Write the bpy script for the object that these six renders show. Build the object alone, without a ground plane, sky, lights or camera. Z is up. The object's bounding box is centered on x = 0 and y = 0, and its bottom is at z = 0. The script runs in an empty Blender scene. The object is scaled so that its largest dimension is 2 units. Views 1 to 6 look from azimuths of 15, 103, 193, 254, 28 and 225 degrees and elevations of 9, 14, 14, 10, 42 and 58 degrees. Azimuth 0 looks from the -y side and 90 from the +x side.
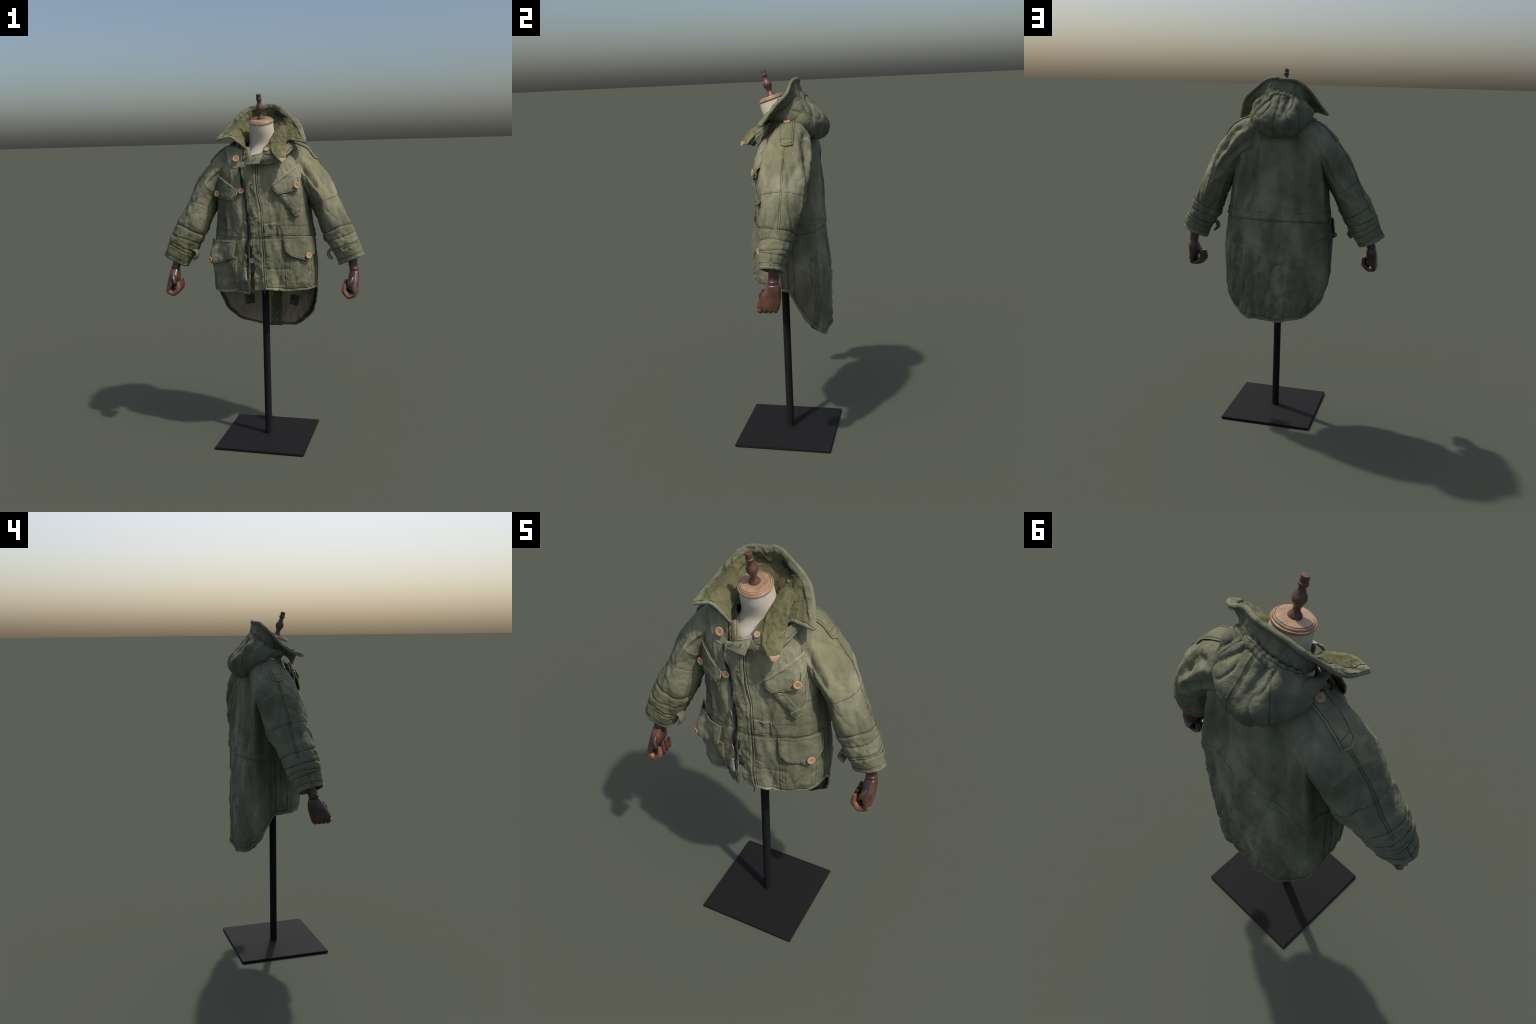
# A worn olive field parka with a rolled-back hood, hung on a dressmaker's
# torso that stands on a black pole and plate.  Metres, z up, front faces -y.
import bpy, math
import numpy as np

RNG = np.random.default_rng(7)

# ----------------------------------------------------------------- numbers
def smooth(t):
    t = np.clip(t, 0, 1)
    return t * t * (3 - 2 * t)

_PERM = np.random.default_rng(11).integers(0, 1 << 30, 4096)
def _hash(ix, iy, iz):
    h = _PERM[(ix + 131) & 4095]
    h = _PERM[(h + iy * 17) & 4095]
    h = _PERM[(h + iz * 29) & 4095]
    return (h & 0xFFFF) / 32768.0 - 1.0

def noise(p, scale=1.0, seed=0):
    """value noise in -1..1 on points (...,3)"""
    q = np.asarray(p) * scale + seed * 17.31
    i = np.floor(q).astype(int)
    f = q - i
    f = f * f * f * (f * (f * 6 - 15) + 10)
    r = 0
    for a in (0, 1):
        for b in (0, 1):
            for c in (0, 1):
                w = (f[..., 0] if a else 1 - f[..., 0]) * \
                    (f[..., 1] if b else 1 - f[..., 1]) * \
                    (f[..., 2] if c else 1 - f[..., 2])
                r = r + w * _hash(i[..., 0] + a, i[..., 1] + b, i[..., 2] + c)
    return r

def fbm(p, scale, seed=0, octaves=3):
    r, a = 0, 1.0
    for k in range(octaves):
        r = r + a * noise(p, scale * 2 ** k, seed + k)
        a *= .5
    return r

def ridged(p, scale, seed=0):
    """sharp creases, 0..1"""
    return (1 - np.abs(noise(np.asarray(p) @ _TURN.T, scale, seed))) ** 3

_TURN = np.array([[.81, -.42, .41], [.53, .80, -.27], [-.21, .44, .87]])
def creases(p, scale, seed=0, stretch=(1, 1, 1), sharp=4):
    """branching valley lines of cloth, 0..1, turned off the axes and warped"""
    q = np.asarray(p) * stretch
    w = np.stack([noise(q @ _TURN, scale * .6, seed + 20 + k) for k in range(3)], -1)
    q = (q + w * (.35 / scale)) @ _TURN.T
    return (1 - np.abs(noise(q, scale, seed))) ** sharp

def curve(pts, t):
    """Catmull-Rom through pts, t in 0..1"""
    pts = np.asarray(pts, float)
    n = len(pts)
    x = np.clip(np.asarray(t, float), 0, 1) * (n - 1)
    i = np.clip(np.floor(x).astype(int), 0, n - 2)
    f = (x - i)[..., None]
    p1, p2 = pts[i], pts[i + 1]
    p0 = np.where((i > 0)[..., None], pts[np.maximum(i - 1, 0)], 2 * p1 - p2)
    p3 = np.where((i < n - 2)[..., None], pts[np.minimum(i + 2, n - 1)], 2 * p2 - p1)
    return .5 * (2 * p1 + (p2 - p0) * f + (2 * p0 - 5 * p1 + 4 * p2 - p3) * f * f
                 + (3 * p1 - p0 - 3 * p2 + p3) * f ** 3)

def polyline(pts, t):
    pts = np.asarray(pts, float)
    x = np.clip(np.asarray(t, float), 0, 1) * (len(pts) - 1)
    i = np.clip(np.floor(x).astype(int), 0, len(pts) - 2)
    f = (x - i)[..., None]
    return pts[i] * (1 - f) + pts[i + 1] * f

def table(x, xs, ys):
    """smooth interpolation of ys over uneven xs"""
    xs, ys = np.asarray(xs, float), np.asarray(ys, float)
    m = np.gradient(ys, xs)
    x = np.clip(x, xs[0], xs[-1])
    i = np.clip(np.searchsorted(xs, x, side='right') - 1, 0, len(xs) - 2)
    h = xs[i + 1] - xs[i]
    t = (x - xs[i]) / h
    return ((1 + 2 * t) * (1 - t) ** 2 * ys[i] + t * (1 - t) ** 2 * h * m[i]
            + t * t * (3 - 2 * t) * ys[i + 1] + t * t * (t - 1) * h * m[i + 1])

def net(rows, nv, nu, f=curve):
    """surface through a small net of control points rows[r][c] -> (nv,nu,k)"""
    rows = np.asarray(rows, float)
    u, v = np.linspace(0, 1, nu), np.linspace(0, 1, nv)
    a = np.stack([f(r, u) for r in rows])
    return np.stack([f(a[:, k], v) for k in range(nu)], axis=1)

def grid_normals(P, wrap=False):
    if wrap:
        du = np.roll(P, -1, 1) - np.roll(P, 1, 1)
    else:
        du = np.gradient(P, axis=1)
    dv = np.gradient(P, axis=0)
    n = np.cross(du, dv)
    l = np.linalg.norm(n, axis=-1, keepdims=True)
    return n / np.maximum(l, 1e-12)

# ----------------------------------------------------------------- objects
def empty(name, label, category):
    o = bpy.data.objects.new(name, None)
    bpy.context.scene.collection.objects.link(o)
    o["label"], o["category"] = label, category
    return o

def make(name, verts, faces, mats, parent, face_mats=None, angle=50):
    me = bpy.data.meshes.new(name)
    me.from_pydata([tuple(map(float, v)) for v in verts], [], [tuple(map(int, f)) for f in faces])
    for m in mats:
        me.materials.append(m)
    if face_mats is not None:
        me.polygons.foreach_set('material_index', np.asarray(face_mats, dtype=np.int32))
    me.polygons.foreach_set('use_smooth', [True] * len(me.polygons))
    me.validate()
    me.update()
    me.set_sharp_from_angle(angle=math.radians(angle))
    o = bpy.data.objects.new(name, me)
    bpy.context.scene.collection.objects.link(o)
    o.parent = parent
    return o

def quads(idx, wrap=False):
    """idx (nv,nu) vertex numbers -> quads"""
    a, b = idx[:-1], idx[1:]
    if wrap:
        return np.stack([a, np.roll(a, -1, 1), np.roll(b, -1, 1), b], -1).reshape(-1, 4)
    return np.stack([a[:, :-1], a[:, 1:], b[:, 1:], b[:, :-1]], -1).reshape(-1, 4)

def sheet(name, P, thick, mats, parent, wrap=False, inner_disp=None, angle=55):
    """cloth with two faces and a rounded rim. P is the OUTER face grid (nv,nu,3).
    The outward side is along cross(du,dv)."""
    P = np.asarray(P, float)
    nv, nu = P.shape[:2]
    N = grid_normals(P, wrap)
    Q = P - N * thick
    if inner_disp is not None:
        Q = Q + N * inner_disp[..., None]
    V = [P.reshape(-1, 3), Q.reshape(-1, 3)]
    I = np.arange(nv * nu).reshape(nv, nu)
    J = I + nv * nu
    F = [quads(I, wrap), quads(J, wrap)[:, ::-1]]
    M = [np.zeros(len(F[0]), int), np.full(len(F[1]), min(1, len(mats) - 1))]
    base = 2 * nv * nu
    def rim(po, pi, prev, io, ji, closed, flip):
        nonlocal base
        out = po - prev
        out = out / np.maximum(np.linalg.norm(out, axis=-1, keepdims=True), 1e-9)
        mid = (po + pi) / 2 + out * thick * .5
        V.append(mid)
        k = np.arange(len(mid)) + base
        base += len(mid)
        g = np.stack([io, k, ji])
        f = quads(g, closed)
        F.append(f[:, ::-1] if flip else f)
        M.append(np.zeros(len(f), int))
    rim(P[0], Q[0], P[1], I[0], J[0], wrap, True)
    rim(P[-1], Q[-1], P[-2], I[-1], J[-1], wrap, False)
    if not wrap:
        rim(P[:, 0], Q[:, 0], P[:, 1], I[:, 0], J[:, 0], False, False)
        rim(P[:, -1], Q[:, -1], P[:, -2], I[:, -1], J[:, -1], False, True)
    return make(name, np.concatenate(V), np.concatenate(F), mats, parent,
                np.concatenate(M), angle)

def tube_mesh(path, rad, up=None, sides=8, flat=1.0, caps=True):
    """sweep an ellipse (rad across, rad*flat along 'up') on a path -> verts, faces"""
    path = np.asarray(path, float)
    n = len(path)
    rad = np.broadcast_to(np.asarray(rad, float), (n,))
    t = np.gradient(path, axis=0)
    t /= np.maximum(np.linalg.norm(t, axis=1, keepdims=True), 1e-9)
    if up is None:
        up = np.array([0, 0, 1.0]) if abs(t[:, 2]).mean() < .8 else np.array([0, 1.0, 0])
    up = np.broadcast_to(np.asarray(up, float), (n, 3))
    s = np.cross(t, up)
    s /= np.maximum(np.linalg.norm(s, axis=1, keepdims=True), 1e-9)
    w = np.cross(s, t)
    a = np.linspace(0, 2 * np.pi, sides, endpoint=False)
    V = path[:, None] + rad[:, None, None] * (np.cos(a)[None, :, None] * s[:, None]
                                              + flat * np.sin(a)[None, :, None] * w[:, None])
    idx = np.arange(n * sides).reshape(n, sides)
    F = [list(f) for f in quads(idx, True)[:, ::-1]]
    if caps:
        F.append(list(idx[0]))
        F.append(list(idx[-1][::-1]))
    return V.reshape(-1, 3), F

def tube(name, path, rad, mat, parent, **k):
    v, f = tube_mesh(path, rad, **k)
    return make(name, v, f, [mat], parent, angle=60)

class Bundle:
    """many small pieces joined in one part"""
    def __init__(self):
        self.v, self.f, self.n = [], [], 0
    def add(self, v, f):
        self.v.append(np.asarray(v))
        self.f += [[i + self.n for i in q] for q in f]
        self.n += len(v)
    def build(self, name, mat, parent):
        o = make(name, np.concatenate(self.v), self.f, [mat], parent, angle=60)
        o["kind"] = "stuff"
        return o

def lathe(name, profile, origin, axis, mat, parent, sides=48, squash=1.0, angle=40):
    axis = np.asarray(axis, float); axis /= np.linalg.norm(axis)
    s = np.cross(axis, [0, 1, 0]); s /= np.linalg.norm(s)
    w = np.cross(s, axis)
    a = np.linspace(0, 2 * np.pi, sides, endpoint=False)
    V, n = [], len(profile)
    for r, h in profile:
        V.append(np.asarray(origin) + axis * h + r * (np.cos(a)[:, None] * s + squash * np.sin(a)[:, None] * w))
    idx = np.arange(n * sides).reshape(n, sides)
    F = [list(f) for f in quads(idx, True)] + [list(idx[0][::-1]), list(idx[-1])]
    return make(name, np.concatenate(V), F, [mat], parent, angle=angle)

# --------------------------------------------------------------- materials
def material(name):
    m = bpy.data.materials.new(name)
    m.use_nodes = True
    nt = m.node_tree
    return m, nt, nt.nodes['Principled BSDF']

def tex_noise(nt, scale, detail=3, rough=.6, stretch=None, coords='Object'):
    tc = nt.nodes.new('ShaderNodeTexCoord')
    mp = nt.nodes.new('ShaderNodeMapping')
    if stretch:
        mp.inputs['Scale'].default_value = stretch
    nt.links.new(tc.outputs[coords], mp.inputs['Vector'])
    n = nt.nodes.new('ShaderNodeTexNoise')
    n.inputs['Scale'].default_value = scale
    n.inputs['Detail'].default_value = detail
    n.inputs['Roughness'].default_value = rough
    nt.links.new(mp.outputs['Vector'], n.inputs['Vector'])
    return n

def ramp(nt, src, stops):
    r = nt.nodes.new('ShaderNodeValToRGB')
    e = r.color_ramp.elements
    while len(e) < len(stops):
        e.new(.5)
    for k, (p, c) in enumerate(stops):
        e[k].position = p
        e[k].color = (*c, 1) if len(c) == 3 else c
    nt.links.new(src, r.inputs['Fac'])
    return r.outputs['Color']

def mix(nt, fac, a, b, mode='MIX'):
    m = nt.nodes.new('ShaderNodeMix')
    m.data_type = 'RGBA'
    m.blend_type = mode
    for sock, val in ((m.inputs['Factor'], fac), (m.inputs['A'], a), (m.inputs['B'], b)):
        if hasattr(val, 'links') or hasattr(val, 'is_output'):
            nt.links.new(val, sock)
        elif isinstance(val, (tuple, list)):
            sock.default_value = (*val, 1) if len(val) == 3 else val
        else:
            sock.default_value = val
    return m.outputs['Result']

def bump(nt, bsdf, src, strength, dist=.002, prev=None):
    b = nt.nodes.new('ShaderNodeBump')
    b.inputs['Strength'].default_value = strength
    b.inputs['Distance'].default_value = dist
    nt.links.new(src, b.inputs['Height'])
    if prev:
        nt.links.new(prev, b.inputs['Normal'])
    nt.links.new(b.outputs['Normal'], bsdf.inputs['Normal'])
    return b.outputs['Normal']

def scaled(c, k):
    return tuple(min(1, x * k) for x in c)

def cloth(name, base, worn, dark, grain=1.0, wrinkle=0.5, rough=.88, spots=None, streak=.16):
    """cotton: broad fading, vertical wear streaks, fine mottling, weave bump"""
    m, nt, b = material(name)
    big = tex_noise(nt, 6, 3, .5, (1, 1, .6))
    col = ramp(nt, big.outputs['Fac'], [(.32, dark), (.50, base), (.68, worn)])
    st = tex_noise(nt, 22, 4, .6, (1.0, 1.0, .16))
    sc = ramp(nt, st.outputs['Fac'], [(.28, scaled(dark, .92)), (.52, base), (.76, scaled(worn, 1.08))])
    col = mix(nt, streak, col, sc)
    fine = tex_noise(nt, 160, 5, .7)
    fc = ramp(nt, fine.outputs['Fac'], [(.25, (.86, .86, .86)), (.5, (1, 1, 1)), (.78, (1.08, 1.08, 1.07))])
    col = mix(nt, grain, col, fc, 'MULTIPLY')
    wl = tex_noise(nt, 7, 5, .6, (1, 1, .85))
    wl.noise_type = 'RIDGED_MULTIFRACTAL'
    wl.normalize = True
    wf = ramp(nt, wl.outputs['Fac'], [(.30, (.86, .86, .86)), (.55, (1, 1, 1)), (.85, (1.30, 1.29, 1.25))])  # wrinkle shading and bright crease lines painted into the cloth colour
    col = mix(nt, .8, col, wf, 'MULTIPLY')
    for (centre, radius, tint, amount) in (spots or []):
        tc = nt.nodes.new('ShaderNodeTexCoord')
        d = nt.nodes.new('ShaderNodeVectorMath'); d.operation = 'DISTANCE'
        nt.links.new(tc.outputs['Object'], d.inputs[0])
        d.inputs[1].default_value = centre
        wob = tex_noise(nt, 45, 3)
        ad = nt.nodes.new('ShaderNodeMath'); ad.operation = 'MULTIPLY_ADD'
        nt.links.new(wob.outputs['Fac'], ad.inputs[0])
        ad.inputs[1].default_value = radius * .9
        nt.links.new(d.outputs['Value'], ad.inputs[2])
        mr = nt.nodes.new('ShaderNodeMapRange')
        mr.inputs['From Min'].default_value = radius * 1.5
        mr.inputs['From Max'].default_value = radius * .8
        mr.inputs['To Min'].default_value = 0
        mr.inputs['To Max'].default_value = amount
        nt.links.new(ad.outputs[0], mr.inputs['Value'])
        col = mix(nt, mr.outputs['Result'], col, tint)
    nt.links.new(col, b.inputs['Base Color'])
    b.inputs['Roughness'].default_value = rough
    b.inputs['Specular IOR Level'].default_value = .25
    cr = tex_noise(nt, 38, 5, .62, (1, 1, .7))
    n1 = bump(nt, b, cr.outputs['Fac'], wrinkle, .014)
    n2 = bump(nt, b, wl.outputs['Fac'], wrinkle * .9, .010, n1)
    bump(nt, b, fine.outputs['Fac'], .25, .002, n2)
    return m

def plain(name, col, rough=.6, var=.15, scale=40, metallic=0, coat=0, spec=.5, stretch=None):
    m, nt, b = material(name)
    n = tex_noise(nt, scale, 4, .6, stretch)
    c = ramp(nt, n.outputs['Fac'], [(.25, scaled(col, 1 - var)), (.5, col), (.75, scaled(col, 1 + var))])
    nt.links.new(c, b.inputs['Base Color'])
    b.inputs['Roughness'].default_value = rough
    b.inputs['Metallic'].default_value = metallic
    b.inputs['Coat Weight'].default_value = coat
    b.inputs['Coat Roughness'].default_value = .2
    b.inputs['Specular IOR Level'].default_value = spec
    bump(nt, b, n.outputs['Fac'], .08, .002)
    return m

def wood(name, light, dark, scale, rough, coat, stretch=(1, 1, .12), patch=None):
    m, nt, b = material(name)
    g = tex_noise(nt, scale, 6, .65, stretch)
    c = ramp(nt, g.outputs['Fac'], [(.30, dark), (.55, light), (.8, scaled(light, 1.25))])
    if patch:
        p = tex_noise(nt, 16, 2, .5)
        f = ramp(nt, p.outputs['Fac'], [(.38, (0, 0, 0)), (.62, (1, 1, 1))])
        c = mix(nt, f, c, patch)
    nt.links.new(c, b.inputs['Base Color'])
    b.inputs['Roughness'].default_value = rough
    b.inputs['Coat Weight'].default_value = coat
    b.inputs['Coat Roughness'].default_value = .18
    bump(nt, b, g.outputs['Fac'], .12, .002)
    return m

OLIVE, WORN, DARK = (.176, .177, .112), (.305, .300, .200), (.096, .101, .066)
M_CLOTH = cloth('olive_cotton', OLIVE, WORN, DARK,
                spots=[((.215, .235, 1.455), .009, (.30, .15, .10), .8)])
M_SLEEVE = cloth('olive_cotton_sleeve', scaled(OLIVE, 1.06), scaled(WORN, 1.08), scaled(DARK, 1.1), streak=.3,
                 spots=[((.30, .06, 1.62), .13, (.215, .205, .105), .55), ((.36, -.02, 1.46), .08, (.225, .215, .120), .45),
                        ((-.50, -.12, 1.16), .11, (.195, .185, .085), .55), ((-.42, -.09, 1.38), .05, (.26, .25, .15), .5),
                        ((-.36, .06, 1.58), .07, (.21, .20, .11), .45), ((.47, -.03, 1.20), .09, (.215, .215, .14), .4)])
M_HOOD = cloth('olive_cotton_hood', scaled(OLIVE, 1.02), scaled(WORN, 1.02), scaled(DARK, 1.05), streak=.25)
M_EDGE = cloth('faded_olive_edge', (.235, .237, .155), (.37, .365, .255), (.13, .135, .088), grain=1, wrinkle=.5)
M_QUILT = cloth('quilted_green_lining', (.128, .126, .060), (.215, .205, .108), (.055, .056, .028), wrinkle=.45, streak=.2)  # tones lowered to put the hood's inner shadow into the lining colour
M_SEAM = cloth('seam_thread', (.055, .059, .036), (.09, .093, .058), (.04, .043, .028), wrinkle=.2)
M_LINING = cloth('pale_wool_lining', (.33, .28, .20), (.42, .36, .27), (.24, .18, .125), streak=.15, wrinkle=.6,
                 spots=[((.12, .24, .72), .06, (.34, .22, .13), .5), ((-.12, .24, .74), .05, (.33, .21, .12), .5)])
M_FACING = cloth('dark_green_facing', (.095, .11, .065), (.14, .15, .09), (.06, .07, .045), streak=.3)
M_NAVY = plain('zipper_tape', (.026, .029, .036), .9, .3, 90, spec=.15)
M_BUTTON = plain('tan_button', (.50, .30, .175), .5, .25, 160, spec=.35)
M_BUTTON_SHADE_TINT = plain('tan_button_shade_tint', (.34, .185, .105), .5, .25, 160, spec=.35)  # tan buttons darkened to brown for the shade at the front opening
M_BUTTON_D = plain('dark_button', (.02, .022, .032), .35, .2, 120)
M_HOLE = plain('button_thread', (.09, .055, .035), .7, .2, 80)
M_LEATHER = plain('pale_leather', (.36, .22, .145), .6, .25, 60)
M_OCHRE = plain('ochre_tape', (.27, .23, .15), .85, .2, 60)
M_WHITE = plain('white_button', (.62, .57, .52), .5, .1, 60)
M_PALE = plain('pale_tape', (.28, .25, .25), .8, .15, 50)
M_CREAM = plain('cream_torso_cloth', (.56, .515, .42), .75, .06, 30)
M_METAL = plain('black_powder_coat', (.0125, .0120, .0120), .75, .10, 60, spec=.12)
M_CAP = wood('pale_turned_wood', (.37, .235, .14), (.16, .09, .05), 24, .4, .25, (1, .15, 1))
M_FINIAL = wood('dark_turned_wood', (.115, .052, .033), (.045, .020, .014), 26, .45, .15)
M_HAND = wood('carved_hand_wood', (.12, .050, .031), (.026, .012, .011), 30, .34, .35, (1, 1, .15),
              patch=(.042, .020, .020))
M_FINGER_ORANGE = wood('orange_brown_finger', (.21, .10, .055), (.05, .022, .015), 30, .4, .2, (1, .4, .4))  # paler, more orange tone than the rest of the hand, used on the index finger only

parka = empty('field_parka', 'worn olive green field parka with rolled back hood and fishtail', 'jacket')
stand = empty('display_mannequin', 'cream torso form with wooden hands on black pole stand', 'mannequin')

# =================================================================== BODY
BZ = [.55, .75, .90, 1.05, 1.20, 1.35, 1.50, 1.58, 1.62, 1.66, 1.70, 1.735]
BW = [.300, .305, .305, .302, .290, .274, .262, .252, .240, .215, .180, .135]
BF = [-.15, -.15, -.150, -.150, -.140, -.130, -.120, -.112, -.100, -.078, -.05, -.01]
BB = [.245, .248, .247, .238, .222, .211, .199, .193, .187, .172, .152, .125]
YC = .06
# roundness of the section in its four quarters (2 = ellipse), by height
EZ = [.55, .90, 1.05, 1.20, 1.35, 1.50, 1.74]
E_FRONT_POS = [2.1, 2.1, 2.1, 2.2, 2.3, 2.4, 2.4]
E_FRONT_NEG = [2.0, 2.0, 1.95, 1.95, 2.2, 2.4, 2.4]
E_BACK = [2.4, 2.4, 2.4, 2.5, 2.6, 2.6, 2.3]
def section_exp(pos, frontal, z):
    f = np.where(pos, np.interp(z, EZ, E_FRONT_POS), np.interp(z, EZ, E_FRONT_NEG))
    return np.where(frontal, f, np.interp(z, EZ, E_BACK))
D2R = math.pi / 180

def body_base(phi, z):
    """phi 0 front (-y), +90deg wearer's left (+x), 180deg back"""
    w, yf, yb = table(z, BZ, BW), table(z, BZ, BF), table(z, BZ, BB)
    s, c = np.sin(phi), np.cos(phi)
    n = section_exp(s > 0, c > 0, z)
    x = w * np.sign(s) * np.abs(s) ** (2 / n)
    cc = np.sign(c) * np.abs(c) ** (2 / n)
    y = np.where(c > 0, YC - (YC - yf) * cc, YC - (yb - YC) * cc)
    return np.stack([x, y, z + 0 * x], -1)

# drape folds: phi0, z0, phi1, z1 (degrees, metres), half width, height
FOLDS = [
    (160, 1.64, 158, 1.30, .016, .006), (150, 1.64, 146, 1.36, .014, -.005), (172, 1.62, 170, 1.40, .012, .004),
    (-165, 1.62, -160, 1.38, .018, .005), (-128, 1.60, -122, 1.32, .016, .006), (-165, 1.6, -163, 1.35, .014, .003),
    (128, 1.60, 120, 1.32, .018, .007), (112, 1.55, 110, 1.30, .014, -.006),
    (-145, 1.17, -138, 1.05, .010, .006), (-140, 1.18, -133, 1.02, .008, -.004),
    (168, 1.00, 178, .86, .012, .006), (158, .96, 170, .80, .012, -.005), (150, .92, 160, .74, .014, .006),
    (-172, .98, -160, .82, .012, .006), (-165, .92, -150, .74, .014, -.005), (-150, .95, -135, .80, .014, .006),
    (-125, 1.10, -118, .86, .016, .006), (140, 1.12, 134, .90, .016, .005), (122, 1.12, 128, .84, .014, .005),
    (175, .78, -170, .66, .012, .006), (160, .72, 172, .63, .010, .005), (-160, .72, -172, .64, .010, -.004),
    (145, .80, 156, .68, .012, -.005), (-140, .78, -150, .68, .012, .005),
    (110, 1.18, 106, .92, .014, .005), (-108, 1.15, -112, .92, .014, -.004),
    (165, .95, -178, .80, .010, -.008), (172, .90, -170, .74, .009, .007), (150, .85, 165, .70, .009, -.007), (-178, .86, -160, .70, .010, .007),
    (-150, .90, -135, .74, .010, -.007), (-158, .80, -145, .66, .010, .006), (135, .95, 145, .80, .010, .006), (-125, 1.02, -112, .86, .010, .006),
    (175, 1.15, 172, 1.00, .014, .006), (-160, 1.16, -155, 1.02, .013, -.006), (140, 1.17, 150, 1.02, .012, -.006), (158, 1.30, 150, 1.24, .012, .005),
    (-170, 1.28, -150, 1.25, .012, .005),
    # hollows between the back and the arms
    (-156, 1.62, -153, 1.18, .034, -.026), (163, 1.62, 160, 1.22, .028, -.018), (-29, .84, -31, .96, .045, -.040),
    # and the fuller cloth that runs into the armholes
    (-126, 1.54, -122, 1.12, .028, .040), (139, 1.52, 135, 1.08, .028, .038),
    (-62, 1.16, -60, 1.02, .04, .026),
    # front
    (22, 1.58, 16, 1.36, .018, .006), (30, 1.60, 34, 1.52, .014, .004), (12, 1.54, 20, 1.30, .012, -.005),
    (28, 1.42, 24, 1.24, .014, .007), (34, 1.40, 36, 1.25, .014, -.004), (48, 1.36, 46, 1.24, .012, .004),
    (17, 1.20, 30, 1.02, .016, .008), (12, 1.10, 26, .95, .018, -.007), (8, 1.22, 14, 1.05, .012, .006),
    (22, 1.04, 30, .94, .016, .006), (6, 1.05, 9, .93, .010, .004),
    (-32, 1.60, -28, 1.48, .014, .005), (-40, 1.40, -36, 1.26, .016, .005), (-22, 1.42, -18, 1.28, .016, .005),
    (-16, 1.22, -24, 1.10, .012, .006), (-30, 1.30, -34, 1.20, .014, -.004),
]

def fold_field(a, b, folds, unit):
    """sum of soft ridges in a flattened (a*unit, b) chart"""
    r = np.zeros(np.broadcast(a, b).shape)
    for a0, b0, a1, b1, w, h in folds:
        ax, bx = a0 * unit, b0
        dx, dy = a1 - a0, b1 - b0
        dx = ((dx + 180) % 360 - 180) * unit
        px = (((a - a0) + 180) % 360 - 180) * unit
        py = b - b0
        L2 = dx * dx + dy * dy
        t = np.clip((px * dx + py * dy) / L2, 0, 1)
        d = np.hypot(px - t * dx, py - t * dy)
        r = r + h * np.exp(-(d / w) ** 2) * (.35 + .65 * np.sin(np.pi * np.clip(t, .08, .92)))
    return r

def body_disp(phi, z, P):
    deg = phi / D2R
    d = .0045 * fbm(P * [1, 1, .45], 11, 3, 3)
    low = smooth((1.20 - z) / .3)
    d = d - (.006 + .003 * low) * (creases(P, 8, 9, (1, 1, .28), 5) - .15) - (.0015 + .0065 * low) * creases(P, 15, 13, (1, 1, .55), 5) + .004 * low * creases(P, 18, 19, (1, 1, .6), 6) \
        + (.003 + .002 * low) * creases(P, 12, 17, (1, 1, .4), 6) - .0015 * creases(P, 36, 15, (1, 1, .8), 3)
    d = d + fold_field(deg, z, FOLDS, .25 * D2R)
    # waist channel across the back
    back = smooth((np.abs(deg) - 88) / 8)
    band = smooth((z - 1.188) / .007) * (1 - smooth((z - 1.236) / .007))
    sag = .010 * np.sin(deg * D2R * .5) ** 2
    d = d + back * (band * .0045 + .0018 * band * noise(P, 70, 5))
    d = d - back * .004 * np.exp(-((z - 1.186) / .006) ** 2)
    # front waist seam
    fr = 1 - back
    d = d - fr * .003 * np.exp(-((z - 1.205) / .006) ** 2)
    return d

def body(phi, z, off=0.0, disp=True):
    phi, z = np.broadcast_arrays(np.asarray(phi, float), np.asarray(z, float))
    P = body_base(phi, z)
    e = 1e-3
    du = body_base(phi + e, z) - body_base(phi - e, z)
    dv = body_base(phi, z + e) - body_base(phi, z - e)
    N = np.cross(du, dv)
    N /= np.maximum(np.linalg.norm(N, axis=-1, keepdims=True), 1e-12)
    d = (body_disp(phi, z, P) if disp else 0) + off
    return P + N * np.asarray(d)[..., None]

def phi_of(x, z, frontal=True):
    x, z = np.asarray(x, float), np.asarray(z, float)
    w = table(z, BZ, BW)
    t = np.clip(np.abs(x) / w, 0, .999)
    return np.sign(x) * np.arcsin(t ** (section_exp(x > 0, frontal, z) / 2))

def front(x, z, off=0.0):
    x, z = np.asarray(x, float), np.asarray(z, float)
    return body(phi_of(x, z), z, off)

HEM = [(-180, .622), (-160, .630), (-140, .668), (-120, .738), (-108, .805), (-98, .872), (-93, .888),
       (-60, .888), (-30, .893), (-8, .892), (0, .921), (10, .922), (30, .912), (60, .910), (93, .902),
       (98, .872), (108, .800), (120, .735), (140, .666), (160, .628), (180, .622)]
def hem_z(deg):
    wav = .004 * np.sin(deg * .11) + .003 * np.sin(deg * .23 + 1)
    return np.interp(deg, [h[0] for h in HEM], [h[1] for h in HEM]) + wav * np.clip((np.abs(deg) - 95) / 20, 0, 1)
def top_z(deg):
    return np.interp(np.abs(deg), [0, 12, 40, 65, 85, 180], [1.615, 1.625, 1.66, 1.71, 1.735, 1.735])

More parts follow.
